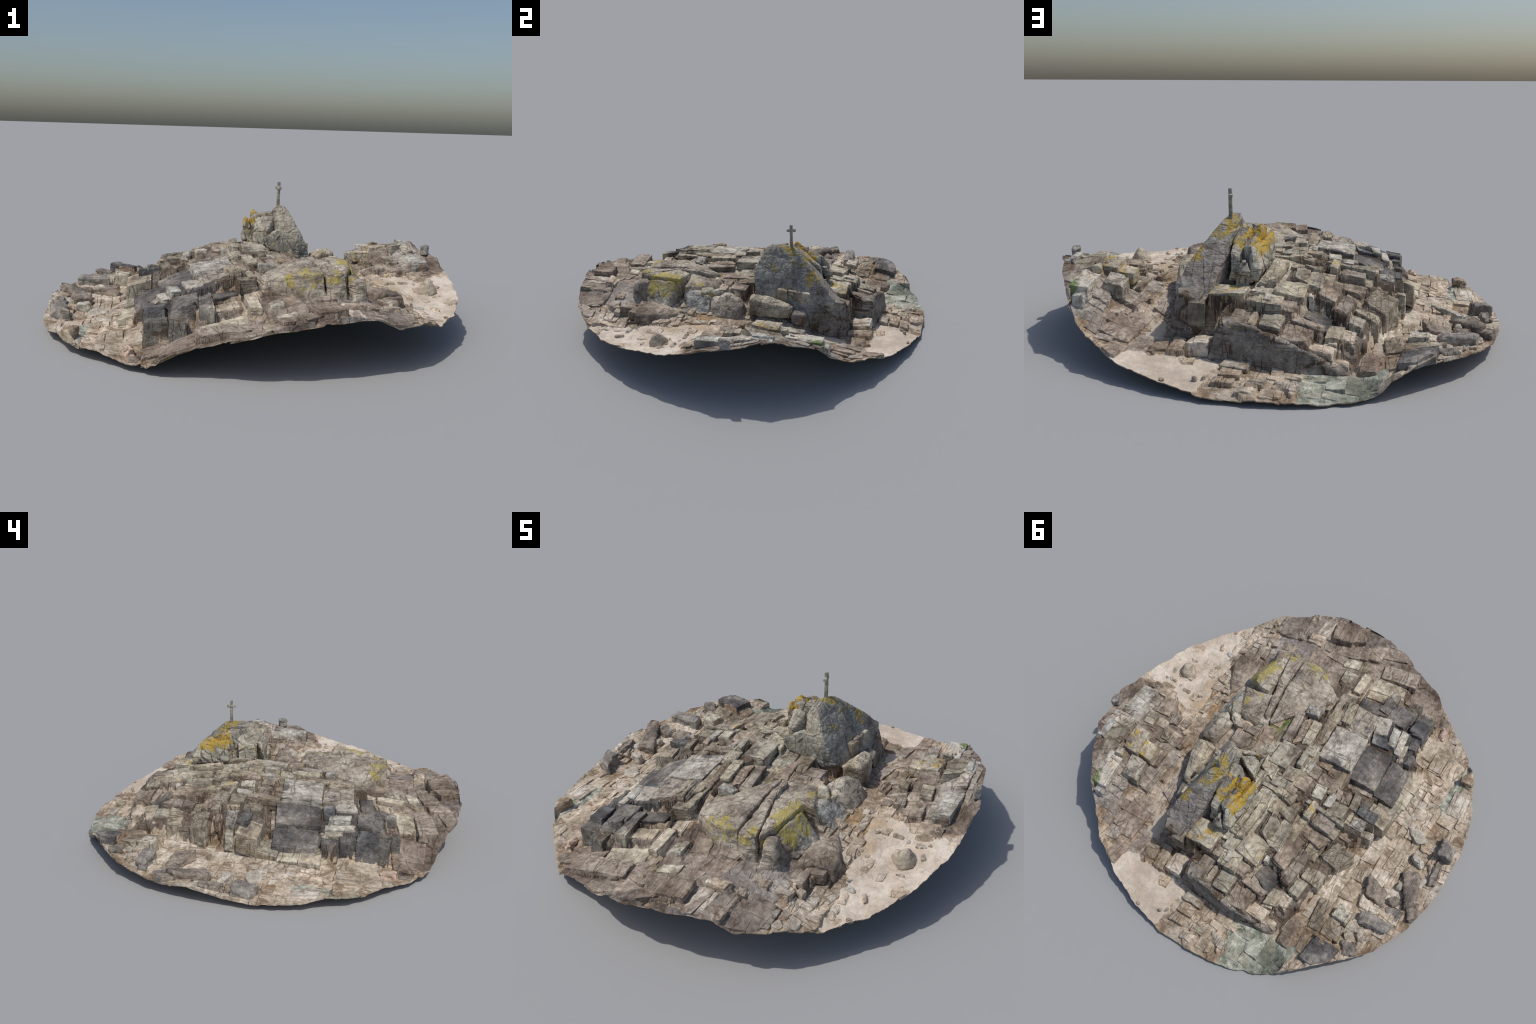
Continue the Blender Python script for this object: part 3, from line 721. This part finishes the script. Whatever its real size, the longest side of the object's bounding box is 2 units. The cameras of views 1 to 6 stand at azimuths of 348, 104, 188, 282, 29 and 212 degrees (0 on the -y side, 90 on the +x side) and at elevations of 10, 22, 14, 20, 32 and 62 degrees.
# region -> part name, material, size along y, size along x, height above bed, height scatter, tilt scatter, share kept
PAVING = {
    0: ('paving_stones', M_PAVE, .080, .052, .0018, .0018, .018, .97),
    4: ('plate_stones', M_PLATE, .17, .095, .004, .003, .03, .97),
    5: ('joint_blocks', M_SHARD, .135, .058, .012, .005, .03, .99),
    6: ('outcrop_layers', M_OUT, .085, .055, .005, .006, .10, .95),
    1: ('half_buried_ledges', M_LEDGE, .055, .035, -.0005, .0022, .05, .34),
    2: ('submerged_stones', M_TIDESTONE, .06, .045, .001, .003, .06, .7),
    7: ('rubble_stones', M_PAVE, .042, .028, .003, .006, .18, .72),
    8: ('layered_paving_stones', M_SIDE, .080, .05, .003, .003, .05, .95),
}
FILL = []
def fill_paving(rid, name, mat, sa, sb, lift, scat, tilt, keep):
    r = np.random.default_rng(500 + rid)
    VV, FF, base = [], [], 0
    v = -1.05
    while v < 1.05:
        wv = sb * np.clip(r.lognormal(0, .38), .5, 2.2)
        u = -1.05 - r.uniform(0, sa)
        while u < 1.05:
            wu = sa * np.clip(r.lognormal(0, .48), .4, 2.6)
            cu, cv = u + wu / 2, v + wv / 2
            u += wu
            th = math.radians(3.5)
            # joints run a few degrees off the axes and bend slightly
            x = cv * math.cos(th) + cu * math.sin(th) + .018 * math.sin(cu * 5 + 1)
            y = cu * math.cos(th) - cv * math.sin(th) + .014 * math.sin(cv * 6)
            if math.hypot(x, y) > .985 or int(region_of(np.array([x]), np.array([y]))[0]) != rid:
                continue
            if rid == 5 and y > .655:         # the sheer wall has no loose blocks
                continue
            if rid == 1 and y > 0:            # only the upper beach has ledges showing through
                continue
            if r.random() > keep or covered(x, y):
                continue
            # stones that run under a placed block sit lower
            dip_under = .016 * (rid == 5) + .006
            under = sum(covered(x + fx * wv, y + fy * wu, 0.) for fx, fy in ((.4, .4), (.4, -.4), (-.4, .4), (-.4, -.4), (.45, 0), (-.45, 0), (0, .45), (0, -.45)))
            if under >= 6:
                continue
            sink = dip_under if under else 0.
            rr = np.interp(math.degrees(math.atan2(y, x)), [p[0] for p in RIM_RADIUS], [p[1] for p in RIM_RADIUS], period=360)
            if math.hypot(x, y) > rr - .012:
                continue
            d = .02
            zz = terrain(np.array([x, x + d, x - d, x, x]), np.array([y, y, y, y + d, y - d]))
            gx, gy = (zz[1] - zz[2]) / (2 * d), (zz[3] - zz[4]) / (2 * d)
            gx, gy = np.clip([gx, gy], -.5, .5)
            deep = .028 + lift
            if rid == 5:                      # mound: stepped beds, deep blocks along its edges
                zz = CAP(np.array([x, x + .04, x - .04, x, x]), np.array([y, y, y, y + .04, y - .04])) - .012
                gx, gy = .55 * (zz[1] - zz[2]) / .08, .55 * (zz[3] - zz[4]) / .08
                deep = .10 if float(poly_sdf(np.array([x]), np.array([y]), MOUND)[0]) > -.07 else .05
            spec = (x, y, zz[0] + lift - sink + r.normal(0, scat), wu, 90 - 3.5 + r.normal(0, 2), wv, -3.5 + r.normal(0, 2), gx + r.normal(0, tilt), gy + r.normal(0, tilt), deep)
            FILL.append(spec)
            W, F = block_vertices(*spec, n=6, edge=.0028, rough=.003, jitter=.13 if rid in (0, 7, 8) else .045, seed=int(r.integers(1e6)), steps=False, gap=.0004 if rid == 0 else .0010, fine=.0008)
            VV.append(W)
            FF += [[q + base for q in f] for f in F]
            base += len(W)
        v += wv
    add_object(name, np.concatenate(VV), FF, mat, angle=40, kind='stuff')

for rid, spec in PAVING.items():
    fill_paving(rid, *spec)

# ------------------------------------------------------------------ ground shell
NG = 540
g = np.linspace(-1, 1, NG)
A_, B_ = np.meshgrid(g, g, indexing='ij')
with np.errstate(divide='ignore', invalid='ignore'):
    big = np.abs(A_) > np.abs(B_)
    rad = np.where(big, A_, B_)
    phi = np.where(big, (math.pi / 4) * (B_ / np.where(A_ == 0, 1, A_)), math.pi / 2 - (math.pi / 4) * (A_ / np.where(B_ == 0, 1, B_)))
ux, uy = rad * np.cos(phi), rad * np.sin(phi)
ang = np.degrees(np.arctan2(uy, ux))
rim_r = np.interp(ang, [p[0] for p in RIM_RADIUS], [p[1] for p in RIM_RADIUS], period=360)
rho = np.hypot(ux, uy)
rag = .016 * fbm2(np.cos(np.radians(ang)), np.sin(np.radians(ang)), 9, 4, .6)
gx_, gy_ = ux * (rim_r + rag * rho ** 8), uy * (rim_r + rag * rho ** 8)
gz = terrain(gx_, gy_)
reg = region_of(gx_, gy_)
amp = np.choose(reg, [.006, .0015, .004, .0008, .007, .010, .010, .006, .005])
gz = gz + amp * (fbm2(gx_, gy_, 26, 5, .55, z=3.) + .4 * fbm2(gx_, gy_, 9, 2, z=5.))
gz = gz + (reg == 1) * (.004 * fbm2(gx_, gy_, 7, 3, z=9.) + .0022 * np.floor(4 * fbm2(gx_, gy_, 12, 3, z=4.)) * (gy_ < 0))
# bedrock between the blocks: every point takes the plane of its nearest block, with open joints between
cx, cy = gx_.ravel(), gy_.ravel()
d1 = np.full(cx.size, 9.)            # distance to the nearest block
zn = np.zeros(cx.size)               # its plane
zl = np.full(cx.size, 9.)            # lowest plane among the blocks that touch here
for p in HAND + FILL:
    a, bb = math.radians(p[4]), math.radians(p[6])
    ax, ay, bx, by = math.cos(a), math.sin(a), math.cos(bb), math.sin(bb)
    det = ax * by - ay * bx
    if abs(det) < .2:
        continue
    R = max(p[3], p[5]) * .75 + .04
    sel = np.nonzero((np.abs(cx - p[0]) < R) & (np.abs(cy - p[1]) < R))[0]
    dx, dy = cx[sel] - p[0], cy[sel] - p[1]
    u, v = (dx * by - dy * bx) / det, (ax * dy - ay * dx) / det
    d = np.maximum(np.abs(u) - p[3] / 2, np.abs(v) - p[5] / 2)
    z = p[2] + p[7] * dx + p[8] * dy
    zl[sel] = np.where(d < .009, np.minimum(zl[sel], z), zl[sel])
    closer = d < d1[sel]
    d1[sel] = np.where(closer, d, d1[sel])
    zn[sel] = np.where(closer, z, zn[sel])
d1, zn, zl = (q.reshape(gz.shape) for q in (d1, zn, zl))
rock = ~np.isin(reg, (1, 2, 3))
wgt = smooth01((.034 - d1) / .014) * rock
fill = np.where(zl < 5, zl, np.minimum(zn, gz + .012))
fine_r = amp * .5 * fbm2(gx_, gy_, 40, 4, .6, z=6.)
gz = gz * (1 - wgt) + (np.clip(fill, gz - .06, gz + .04) - np.choose(reg, [.0055, 0, 0, 0, .008, .012, .009, .006, .006]) + fine_r) * wgt
gz = np.maximum(gz, GROUND(gx_, gy_) - .008)
gz = np.where(reg == 3, .272, gz)
gz = np.maximum(gz, .004)
top = np.stack([gx_, gy_, gz], -1).reshape(-1, 3)
thick = .004 + .004 * smooth01((1 - rho) / .12)
low = np.maximum(GROUND(gx_, gy_), 0)
bot = np.stack([gx_, gy_, np.maximum(gz - thick, np.minimum(gz - .003, .0005))], -1).reshape(-1, 3)

def gi(i, j):
    return i * NG + j
vnorm_mesh = bpy.data.meshes.new('ground_all')
quads = [(gi(i, j), gi(i + 1, j), gi(i + 1, j + 1), gi(i, j + 1)) for i in range(NG - 1) for j in range(NG - 1)]
vnorm_mesh.from_pydata([tuple(v) for v in top.tolist()], [], quads)
vn = np.empty(len(top) * 3)
vnorm_mesh.vertex_normals.foreach_get('vector', vn)
vn = vn.reshape(-1, 3)
bpy.data.meshes.remove(vnorm_mesh)
qa = np.array(quads)
cen = top[qa].mean(1)
freg = region_of(cen[:, 0], cen[:, 1])
part_of = {0: 'shore_pavement', 1: 'beach_sand', 2: 'tide_pool', 3: 'algae_pool', 4: 'plate_bedrock', 5: 'mound_bedrock', 6: 'outcrop_bedrock', 7: 'rubble_bed', 8: 'layered_pavement'}
part_mat = {0: M_TANBED, 1: M_SAND, 2: M_TIDE, 3: M_POOL, 4: M_BROWNBED, 5: M_GREYBED, 6: M_BROWNBED, 7: M_TANBED, 8: M_TANBED}
for rid, nm in part_of.items():
    sel = qa[freg == rid]
    used, inv = np.unique(sel, return_inverse=True)
    inv = inv.reshape(sel.shape)
    ob = add_object(nm, top[used], inv.tolist(), part_mat[rid])
    ob.data.normals_split_custom_set_from_vertices([tuple(n) for n in vn[used].tolist()])
# underside of the shell and its rim, one closed skin below the ground
edge_loop = [gi(0, j) for j in range(NG)] + [gi(i, NG - 1) for i in range(1, NG)] + [gi(NG - 1, j) for j in range(NG - 2, -1, -1)] + [gi(i, 0) for i in range(NG - 2, 0, -1)]
ST = 7                        # coarser mesh below (NG - 1 is a multiple of it)
ii = list(range(0, NG, ST))
uv = bot.reshape(NG, NG, 3)[np.ix_(ii, ii)].copy()
uv[1:-1, 1:-1, 2] -= .004
uv[..., 2] = np.maximum(uv[..., 2], .0005)
m_ = len(ii)
uv = uv.reshape(-1, 3)
uf = [(i * m_ + j, i * m_ + j + 1, (i + 1) * m_ + j + 1, (i + 1) * m_ + j) for i in range(m_ - 1) for j in range(m_ - 1)]
nb = len(uv)
E = len(edge_loop)
uv = np.concatenate([uv, bot[edge_loop], top[edge_loop]])
for k in range(E):
    k2 = (k + 1) % E
    uf.append((nb + k, nb + k2, nb + E + k2, nb + E + k))
add_object('ground_underside', uv, uf, M_TANBED)

# ------------------------------------------------------------------ large rocks from control points
def rock_hull(name, pts, mat, voxel=.006, rough=.008, freq=11, fine=.003, soften=1, seed=0, parent=root, strata=None):
    bm = bmesh.new()
    for p in pts:
        bm.verts.new(p)
    res = bmesh.ops.convex_hull(bm, input=bm.verts)
    for v in [v for v in bm.verts if not v.link_faces]:
        bm.verts.remove(v)
    me = bpy.data.meshes.new('tmp')
    bm.to_mesh(me)
    bm.free()
    ob = bpy.data.objects.new('tmp', me)
    bpy.context.scene.collection.objects.link(ob)
    md = ob.modifiers.new('r', 'REMESH')
    md.mode = 'VOXEL'
    md.voxel_size = voxel
    sm = ob.modifiers.new('s', 'SMOOTH')
    sm.factor = .5
    sm.iterations = soften
    dg = bpy.context.evaluated_depsgraph_get()
    ev = ob.evaluated_get(dg).to_mesh()
    n = len(ev.vertices)
    V = np.empty(n * 3)
    ev.vertices.foreach_get('co', V)
    V = V.reshape(-1, 3)
    NN = np.empty(n * 3)
    ev.vertex_normals.foreach_get('vector', NN)
    NN = NN.reshape(-1, 3)
    F = [tuple(p.vertices) for p in ev.polygons]
    ob.evaluated_get(dg).to_mesh_clear()
    bpy.data.objects.remove(ob)
    bpy.data.meshes.remove(me)
    o = seed * 3.17
    d = rough * (fbm(V + o, freq, 4, .5) * 1.3) + fine * fbm(V + o, 60, 4, .6, ridged=True)
    d = d + rough * .55 * np.floor(5 * fbm(V + o + 9, 9, 2)) / 2      # stepped fracture ledges
    if strata is not None:       # cracks and ledges along a parting plane
        ax, per, depth = strata
        q = V @ (np.array(ax) / np.linalg.norm(ax)) / per + .5 * perlin(V * 7 + o)
        fr = np.abs(q - np.round(q))
        d = d - depth * smooth01(1 - fr / .10) * smooth01(.5 + 2 * perlin(V * 10 + o + 5))
        d = d + depth * .8 * perlin(np.stack([np.floor(q) * 7.7, np.full_like(q, o), np.zeros_like(q)], -1))
    V = V + NN * d[:, None]
    V[:, 2] = np.maximum(V[:, 2], GROUND(V[:, 0], V[:, 1]) - .012)
    c = V.mean(0)
    return add_object(name, V, F, mat, parent=parent, origin=c, angle=50)

# the straight wall that ends the mound on the sand side
rock_hull('wall_rock', [(.150, .660, .20), (.140, .718, .195), (.06, .722, .20), (.0, .738, .185), (-.07, .748, .155), (-.2, .750, .108), (-.35, .722, .028), (.192, .738, .02), (.18, .66, .05), (.0, .758, .02), (-.13, .772, .02),
          (-.355, .742, .01), (.12, .58, .19), (-.1, .62, .14), (-.33, .62, .03)], M_LOW, rough=.004, strata=((-.2, .1, 1), .06, .004), seed=6)
rock_hull('wall_rock', [(-.31, -.628, .185), (-.19, -.565, .205), (-.10, -.49, .225), (-.30, -.56, .21), (-.15, -.46, .235), (-.31, -.648, .11), (-.19, -.585, .14), (-.09, -.505, .18), (-.3, -.5, .15)],
          M['d'], rough=.004, strata=((-.2, .1, 1), .05, .004), seed=7)
rock_hull('beach_boulder', [(.825, -.262, .175), (.815, -.322, .185), (.788, -.292, .236), (.765, -.318, .21), (.722, -.284, .178), (.735, -.248, .17), (.785, -.250, .205), (.83, -.29, .14), (.72, -.27, .14), (.77, -.34, .15), (.77, -.23, .14)],
          M_PALEB, rough=.003, seed=8)
for k, f in enumerate([
        [(-.447, -.628, .182), (-.336, -.598, .222), (-.33, -.50, .232), (-.43, -.50, .212), (-.452, -.652, .10), (-.315, -.634, .13), (-.32, -.5, .15), (-.45, -.5, .12)],
        [(-.540, -.598, .178), (-.468, -.606, .188), (-.463, -.515, .192), (-.538, -.508, .18), (-.548, -.628, .05), (-.462, -.640, .075), (-.46, -.5, .1), (-.55, -.5, .06)]]):
    rock_hull('dark_block', f, M['d'], rough=.003, voxel=.005, strata=((-.2, .1, 1), .07, .003), seed=50 + k)
# the pinnacle: main wedge, toe, fins on its landward side, and the slabs at its foot
rock_hull('pinnacle_boulder', [(.187, .26, .513), (.155, .268, .49), (.21, .311, .502), (.247, .365, .456), (.291, .425, .396), (.354, .532, .287),
          (.178, .405, .386), (.215, .484, .292), (.225, .55, .24), (.35, .53, .10), (.39, .40, .10), (.37, .28, .17), (.312, .10, .272), (.262, .085, .396),
          (.20, .145, .508), (.165, .165, .505), (.25, .093, .245), (.15, .12, .29), (.17, .12, .42), (.145, .16, .46), (.12, .2, .30), (.20, .47, .20)],
          M_PIN, rough=.0045, voxel=.004, soften=0, strata=((.2, .1, 1), .085, .004), seed=1)
rock_hull('pinnacle_toe', [(.352, .525, .277), (.330, .590, .262), (.247, .588, .228), (.20, .50, .24), (.21, .48, .27), (.374, .602, .06), (.25, .622, .04), (.392, .42, .08), (.378, .42, .2), (.2, .5, .1)],
          M_LOW, rough=.006, strata=((0, .1, 1), .07, .004), seed=2)
rock_hull('pinnacle_plinth', [(.365, .075, .215), (.447, .115, .20), (.445, .30, .165), (.40, .45, .10), (.465, .12, .13), (.455, .32, .08), (.38, .04, .19), (.36, .3, .1), (.37, .2, .22)],
          M_LOW, rough=.008, strata=((0, .1, 1), .06, .005), seed=3)
rock_hull('leaning_slab', [(.411, .298, .245), (.373, .322, .24), (.339, .103, .275), (.371, .088, .285), (.440, .100, .285), (.446, .136, .288), (.440, .193, .275), (.41, .12, .312), (.385, .2, .295),
          (.35, .09, .215), (.445, .10, .205), (.45, .20, .20), (.415, .31, .185), (.37, .31, .19)], M['g'], rough=.005, strata=((0, .1, 1), .055, .005), seed=4)
rock_hull('wedged_block', [(.415, .315, .205), (.40, .40, .205), (.365, .385, .225), (.37, .32, .225), (.42, .33, .13), (.40, .42, .12), (.36, .36, .14)], M_LOW, rough=.005, seed=5)
fins = [
    [(.158, .212, .483), (.14, .262, .482), (.11, .215, .475), (.156, .424, .394), (.128, .432, .38), (.095, .30, .462), (.16, .45, .28), (.08, .44, .28), (.08, .2, .33), (.15, .2, .33)],
    [(.052, .285, .489), (.038, .25, .473), (.09, .25, .465), (.104, .405, .41), (.078, .415, .42), (.062, .33, .455), (.03, .25, .34), (.09, .445, .29), (.045, .42, .31), (.09, .22, .33)],
    [(.008, .25, .455), (.012, .277, .449), (.03, .24, .435), (.072, .428, .416), (.045, .434, .402), (.064, .468, .36), (.03, .462, .34), (.0, .25, .335), (.04, .46, .29), (.085, .46, .28), (.05, .24, .33)],
    [(.055, .212, .450), (.10, .195, .468), (.135, .165, .468), (.072, .12, .40), (.10, .11, .41), (.045, .20, .40), (.045, .20, .33), (.075, .11, .33), (.15, .15, .30)],
    [(.066, .058, .368), (.072, .078, .372), (.143, .098, .412), (.15, .12, .41), (.235, .11, .375), (.25, .093, .25), (.15, .115, .29), (.078, .06, .325), (.16, .13, .30)],
    [(.160, .172, .512), (.197, .152, .508), (.205, .17, .42), (.155, .14, .42), (.195, .175, .51), (.165, .15, .50)],
    [(.085, .46, .365), (.115, .455, .36), (.12, .475, .33), (.07, .48, .33), (.07, .47, .27), (.13, .47, .27), (.1, .42, .37)],
]
for k, f in enumerate(fins):
    rock_hull('pinnacle_fin', f, M_FIN, voxel=.005, rough=.006, fine=.0025, strata=((.8, -.25, .5), .035, .005), seed=10 + k)

# the whaleback: three long slabs with open cracks, and stepped rocks on its seaward flank
def with_base(pts, drop, grow=1.08):
    c = np.mean(np.array(pts), 0)
    return pts + [((p[0] - c[0]) * grow + c[0], (p[1] - c[1]) * grow + c[1], p[2] - drop) for p in pts]

whale = [
    [(.078, -.565, .300), (.144, -.580, .300), (.190, -.565, .305), (.186, -.336, .318), (.169, -.146, .285), (.08, -.275, .284), (-.047, -.416, .262), (-.044, -.478, .258), (.040, -.50, .275), (.12, -.45, .318)],
    [(.203, -.575, .298), (.238, -.592, .300), (.277, -.578, .300), (.247, -.391, .328), (.222, -.254, .315), (.209, -.17, .292), (.193, -.163, .29), (.196, -.286, .318)],
    [(.283, -.565, .295), (.300, -.52, .312), (.330, -.479, .315), (.352, -.354, .318), (.35, -.32, .318), (.30, -.300, .318), (.257, -.293, .32), (.250, -.36, .328)],
]
for k, f in enumerate(whale):
    rock_hull('whaleback_slab', with_base([(p[0], p[1], p[2] + .018) for p in f], .11), M_WHALE, rough=.006, fine=.0025, soften=2, seed=20 + k, voxel=.005)
flank = [
    [(.36, -.592, .288), (.318, -.60, .288), (.300, -.536, .302), (.336, -.50, .300), (.385, -.60, .18), (.31, -.63, .17), (.29, -.5, .2), (.40, -.48, .19)],
    [(.33, -.52, .31), (.365, -.36, .32), (.352, -.34, .322), (.415, -.50, .20), (.45, -.36, .20), (.36, -.3, .2), (.31, -.5, .2)],
    [(.225, -.29, .315), (.385, -.285, .310), (.33, -.138, .295), (.246, -.117, .295), (.169, -.141, .285), (.42, -.28, .20), (.40, -.12, .20), (.2, -.1, .22), (.2, -.3, .22)],
    [(.38, -.27, .29), (.40, -.20, .285), (.41, -.13, .275), (.35, -.2, .285), (.465, -.25, .19), (.48, -.12, .195), (.36, -.1, .22), (.34, -.28, .22)],
    [(.41, -.12, .27), (.44, -.07, .265), (.38, -.08, .27), (.49, -.10, .195), (.49, -.04, .195), (.37, -.04, .21), (.4, -.14, .2)],
]
rock_hull('round_boulder', [(.345, -.07, .272), (.40, -.088, .264), (.455, -.05, .25), (.468, .02, .243), (.445, .065, .245), (.40, .05, .268), (.385, -.02, .298), (.415, -.03, .296),
          (.49, -.06, .19), (.49, .05, .185), (.39, .07, .2), (.345, -.09, .22), (.36, -.01, .25)], M_WHALE, rough=.004, soften=6, seed=38)
for k, f in enumerate(flank):
    rock_hull('flank_rock', f, M_WHALE if k != 3 else M['w'], rough=.007, strata=((.3, .2, 1), .06, .004), seed=30 + k)
rock_hull('hollow_rock', [(.49, -.262, .195), (.567, -.439, .207), (.568, -.505, .207), (.482, -.52, .222), (.43, -.522, .222), (.428, -.452, .218), (.432, -.366, .208),
          (.50, -.25, .15), (.585, -.44, .14), (.585, -.51, .14), (.42, -.53, .15), (.42, -.36, .16)], M['b'], rough=.006, seed=40)

# ------------------------------------------------------------------ rounded boulders
# part name, material, x, y, top z, length a, azimuth a, length b, azimuth b, dip x, dip y, thickness, roundness
BOULDERS = [
    ('lichen_boulder', M['y'], .372, -.158, .297, .085, -70, .06, 10, .0, .0, .07, .026),
    ('lichen_boulder', M['y'], .345, -.105, .288, .06, -60, .045, 20, .0, .0, .06, .018),
    ('shore_boulder', M_BOULDER, -.752, .472, .112, .165, 178, .062, 93, -.02, .0, .08, .014),
    ('shore_boulder', M_BOULDER, -.722, .558, .085, .09, 115, .035, 20, .0, .0, .06, .012),
    ('shore_boulder', M_BOULDER, -.682, .308, .082, .10, -80, .10, 165, .15, -.1, .07, .009),
    ('shore_boulder', M_PALEB, -.665, .392, .068, .065, -78, .065, 170, .1, -.1, .05, .012),
    ('shore_boulder', M_BOULDER, -.784, .322, .08, .058, -130, .055, 150, .0, .0, .06, .012),
    ('shore_boulder', M_BOULDER, -.833, .235, .088, .19, 110, .075, 190, -.15, .1, .09, .011),
    ('shore_boulder', M_BOULDER, -.885, .33, .085, .11, 120, .05, 200, -.2, .1, .07, .01),
    ('pale_boulder', M_PALEB, -.778, .232, .07, .04, -100, .036, 170, .0, .0, .05, .012),
    ('pale_boulder', M_PALEB, -.796, .066, .06, .075, 160, .035, 85, .1, -.1, .05, .012),
    ('shore_boulder', M_BOULDER, -.905, -.035, .085, .085, -88, .075, 175, .1, .2, .08, .009),
    ('shore_boulder', M_BOULDER, -.885, -.075, .075, .05, -70, .05, 165, .0, .1, .06, .009),
    ('shore_boulder', M_BOULDER, -.905, .11, .075, .10, 95, .045, 185, .0, .0, .05, .009),
    ('shore_boulder', M_BOULDER, -.70, .635, .105, .08, 120, .06, 200, -.1, .0, .07, .009),
    ('shore_boulder', M_TANBED, -.86, -.50, .075, .14, -115, .06, 155, .2, .1, .06, .016),
    ('pink_boulder', M_PINK, -.617, -.66, .062, .075, -80, .036, 175, .1, .0, .05, .016),
    ('perched_boulder', M['w'], .948, .118, .322, .05, -70, .042, 20, .1, .0, .05, .009),
    ('pebble', M_PALEB, .19, .905, .055, .018, 30, .016, 120, 0, 0, .02, .007),
    ('pebble', M_PALEB, .16, .885, .055, .02, 70, .014, 160, 0, 0, .02, .006),
    ('pebble', M['t'], .30, .93, .055, .018, 10, .014, 100, 0, 0, .02, .006),
    ('pebble', M['t'], .71, -.535, .152, .05, -60, .02, 30, 0, 0, .025, .007),
]
rb = np.random.default_rng(77)
for _ in range(20):                      # bits of shingle lying on the upper beach
    x_, y_ = rb.uniform(.58, .86), rb.uniform(-.70, -.10)
    if int(region_of(np.array([x_]), np.array([y_]))[0]) != 1:
        continue
    s_ = rb.uniform(.012, .026)
    BOULDERS.append(('pebble', [M['t'], M_PALEB][rb.integers(0, 2)], x_, y_, float(GROUND(x_, y_)) + rb.uniform(.002, .008), s_ * rb.uniform(1, 2.2), (t_ := rb.uniform(-180, 180)), s_, t_ + 90, rb.normal(0, .15), rb.normal(0, .15), .02, .008))
for _ in range(16):                      # tumbled stones along the shore rim
    th = math.radians(rb.uniform(136, 186))
    ra = rb.uniform(.74, .945)
    x_, y_ = ra * math.cos(th), ra * math.sin(th)
    s_ = rb.uniform(.028, .07)
    BOULDERS.append(('shore_boulder', [M_BOULDER, M_PALEB, M['t'], M['b']][rb.integers(0, 4)], x_, y_, float(GROUND(x_, y_)) + rb.uniform(.003, .012), s_ * rb.uniform(1, 1.8), rb.uniform(-180, 180), s_,
                     0, rb.normal(0, .2), rb.normal(0, .2), .05, rb.uniform(.004, .01)))
    q = BOULDERS[-1]
    BOULDERS[-1] = q[:8] + (q[6] + rb.uniform(75, 105),) + q[9:]
for k, (nm, mat, *p) in enumerate(BOULDERS):
    rnd = p.pop()
    V, F = block_vertices(*p, n=16, edge=rnd, rough=.008 if p[3] > .05 else .003, jitter=.16, flare=.02, seed=900 + k, steps=False, fine=.0014)
    add_object(nm, V, F, mat, origin=(p[0], p[1], p[2]), angle=60)

# ------------------------------------------------------------------ the cross
def tapered_shaft(p0, p1, w0, w1, rings=24, sides=12, seed=0, square=.55):
    """roughly dressed post: rounded-square section, slight wear along its length"""
    p0, p1 = np.array(p0), np.array(p1)
    d = p1 - p0
    d = d / np.linalg.norm(d)
    sx = np.cross(d, [0, 1, 0] if abs(d[1]) < .8 else [1, 0, 0])
    sx /= np.linalg.norm(sx)
    sy = np.cross(d, sx)
    V, F = [], []
    for i in range(rings + 1):
        t = i / rings
        c = p0 + (p1 - p0) * t
        w = (w0 + (w1 - w0) * t) / 2
        e = min(t, 1 - t) * rings
        if e < 1:
            w *= .86
        for j in range(sides):
            th = 2 * math.pi * (j + .5) / sides
            ca, sa = math.cos(th), math.sin(th)
            m = 1 / (abs(ca) ** (2 / square) + abs(sa) ** (2 / square)) ** (square / 2)
            V.append(c + w * m * (ca * sx + sa * sy))
    V = np.array(V)
    V = V + .0012 * np.stack([fbm(V + k * 9 + seed, 70, 3) for k in range(3)], -1)
    for i in range(rings):
        for j in range(sides):
            a, b = i * sides + j, i * sides + (j + 1) % sides
            F.append((a, b, b + sides, a + sides))
    F.append(tuple(range(sides))[::-1])
    F.append(tuple(range(rings * sides, rings * sides + sides)))
    return V, F

V, F = tapered_shaft((.186, .275, .492), (.188, .275, .632), .0165, .0155, rings=40, seed=1)
cross = add_object('stone_cross', V, F, M_CROSS, origin=(.186, .275, .505), angle=45)
V, F = tapered_shaft((.1905, .2505, .601), (.1815, .2985, .601), .0175, .0175, rings=16, seed=2)
arm = add_object('crossbar', V - np.array([.186, .275, .505]), F, M_CROSS, parent=cross, angle=45)
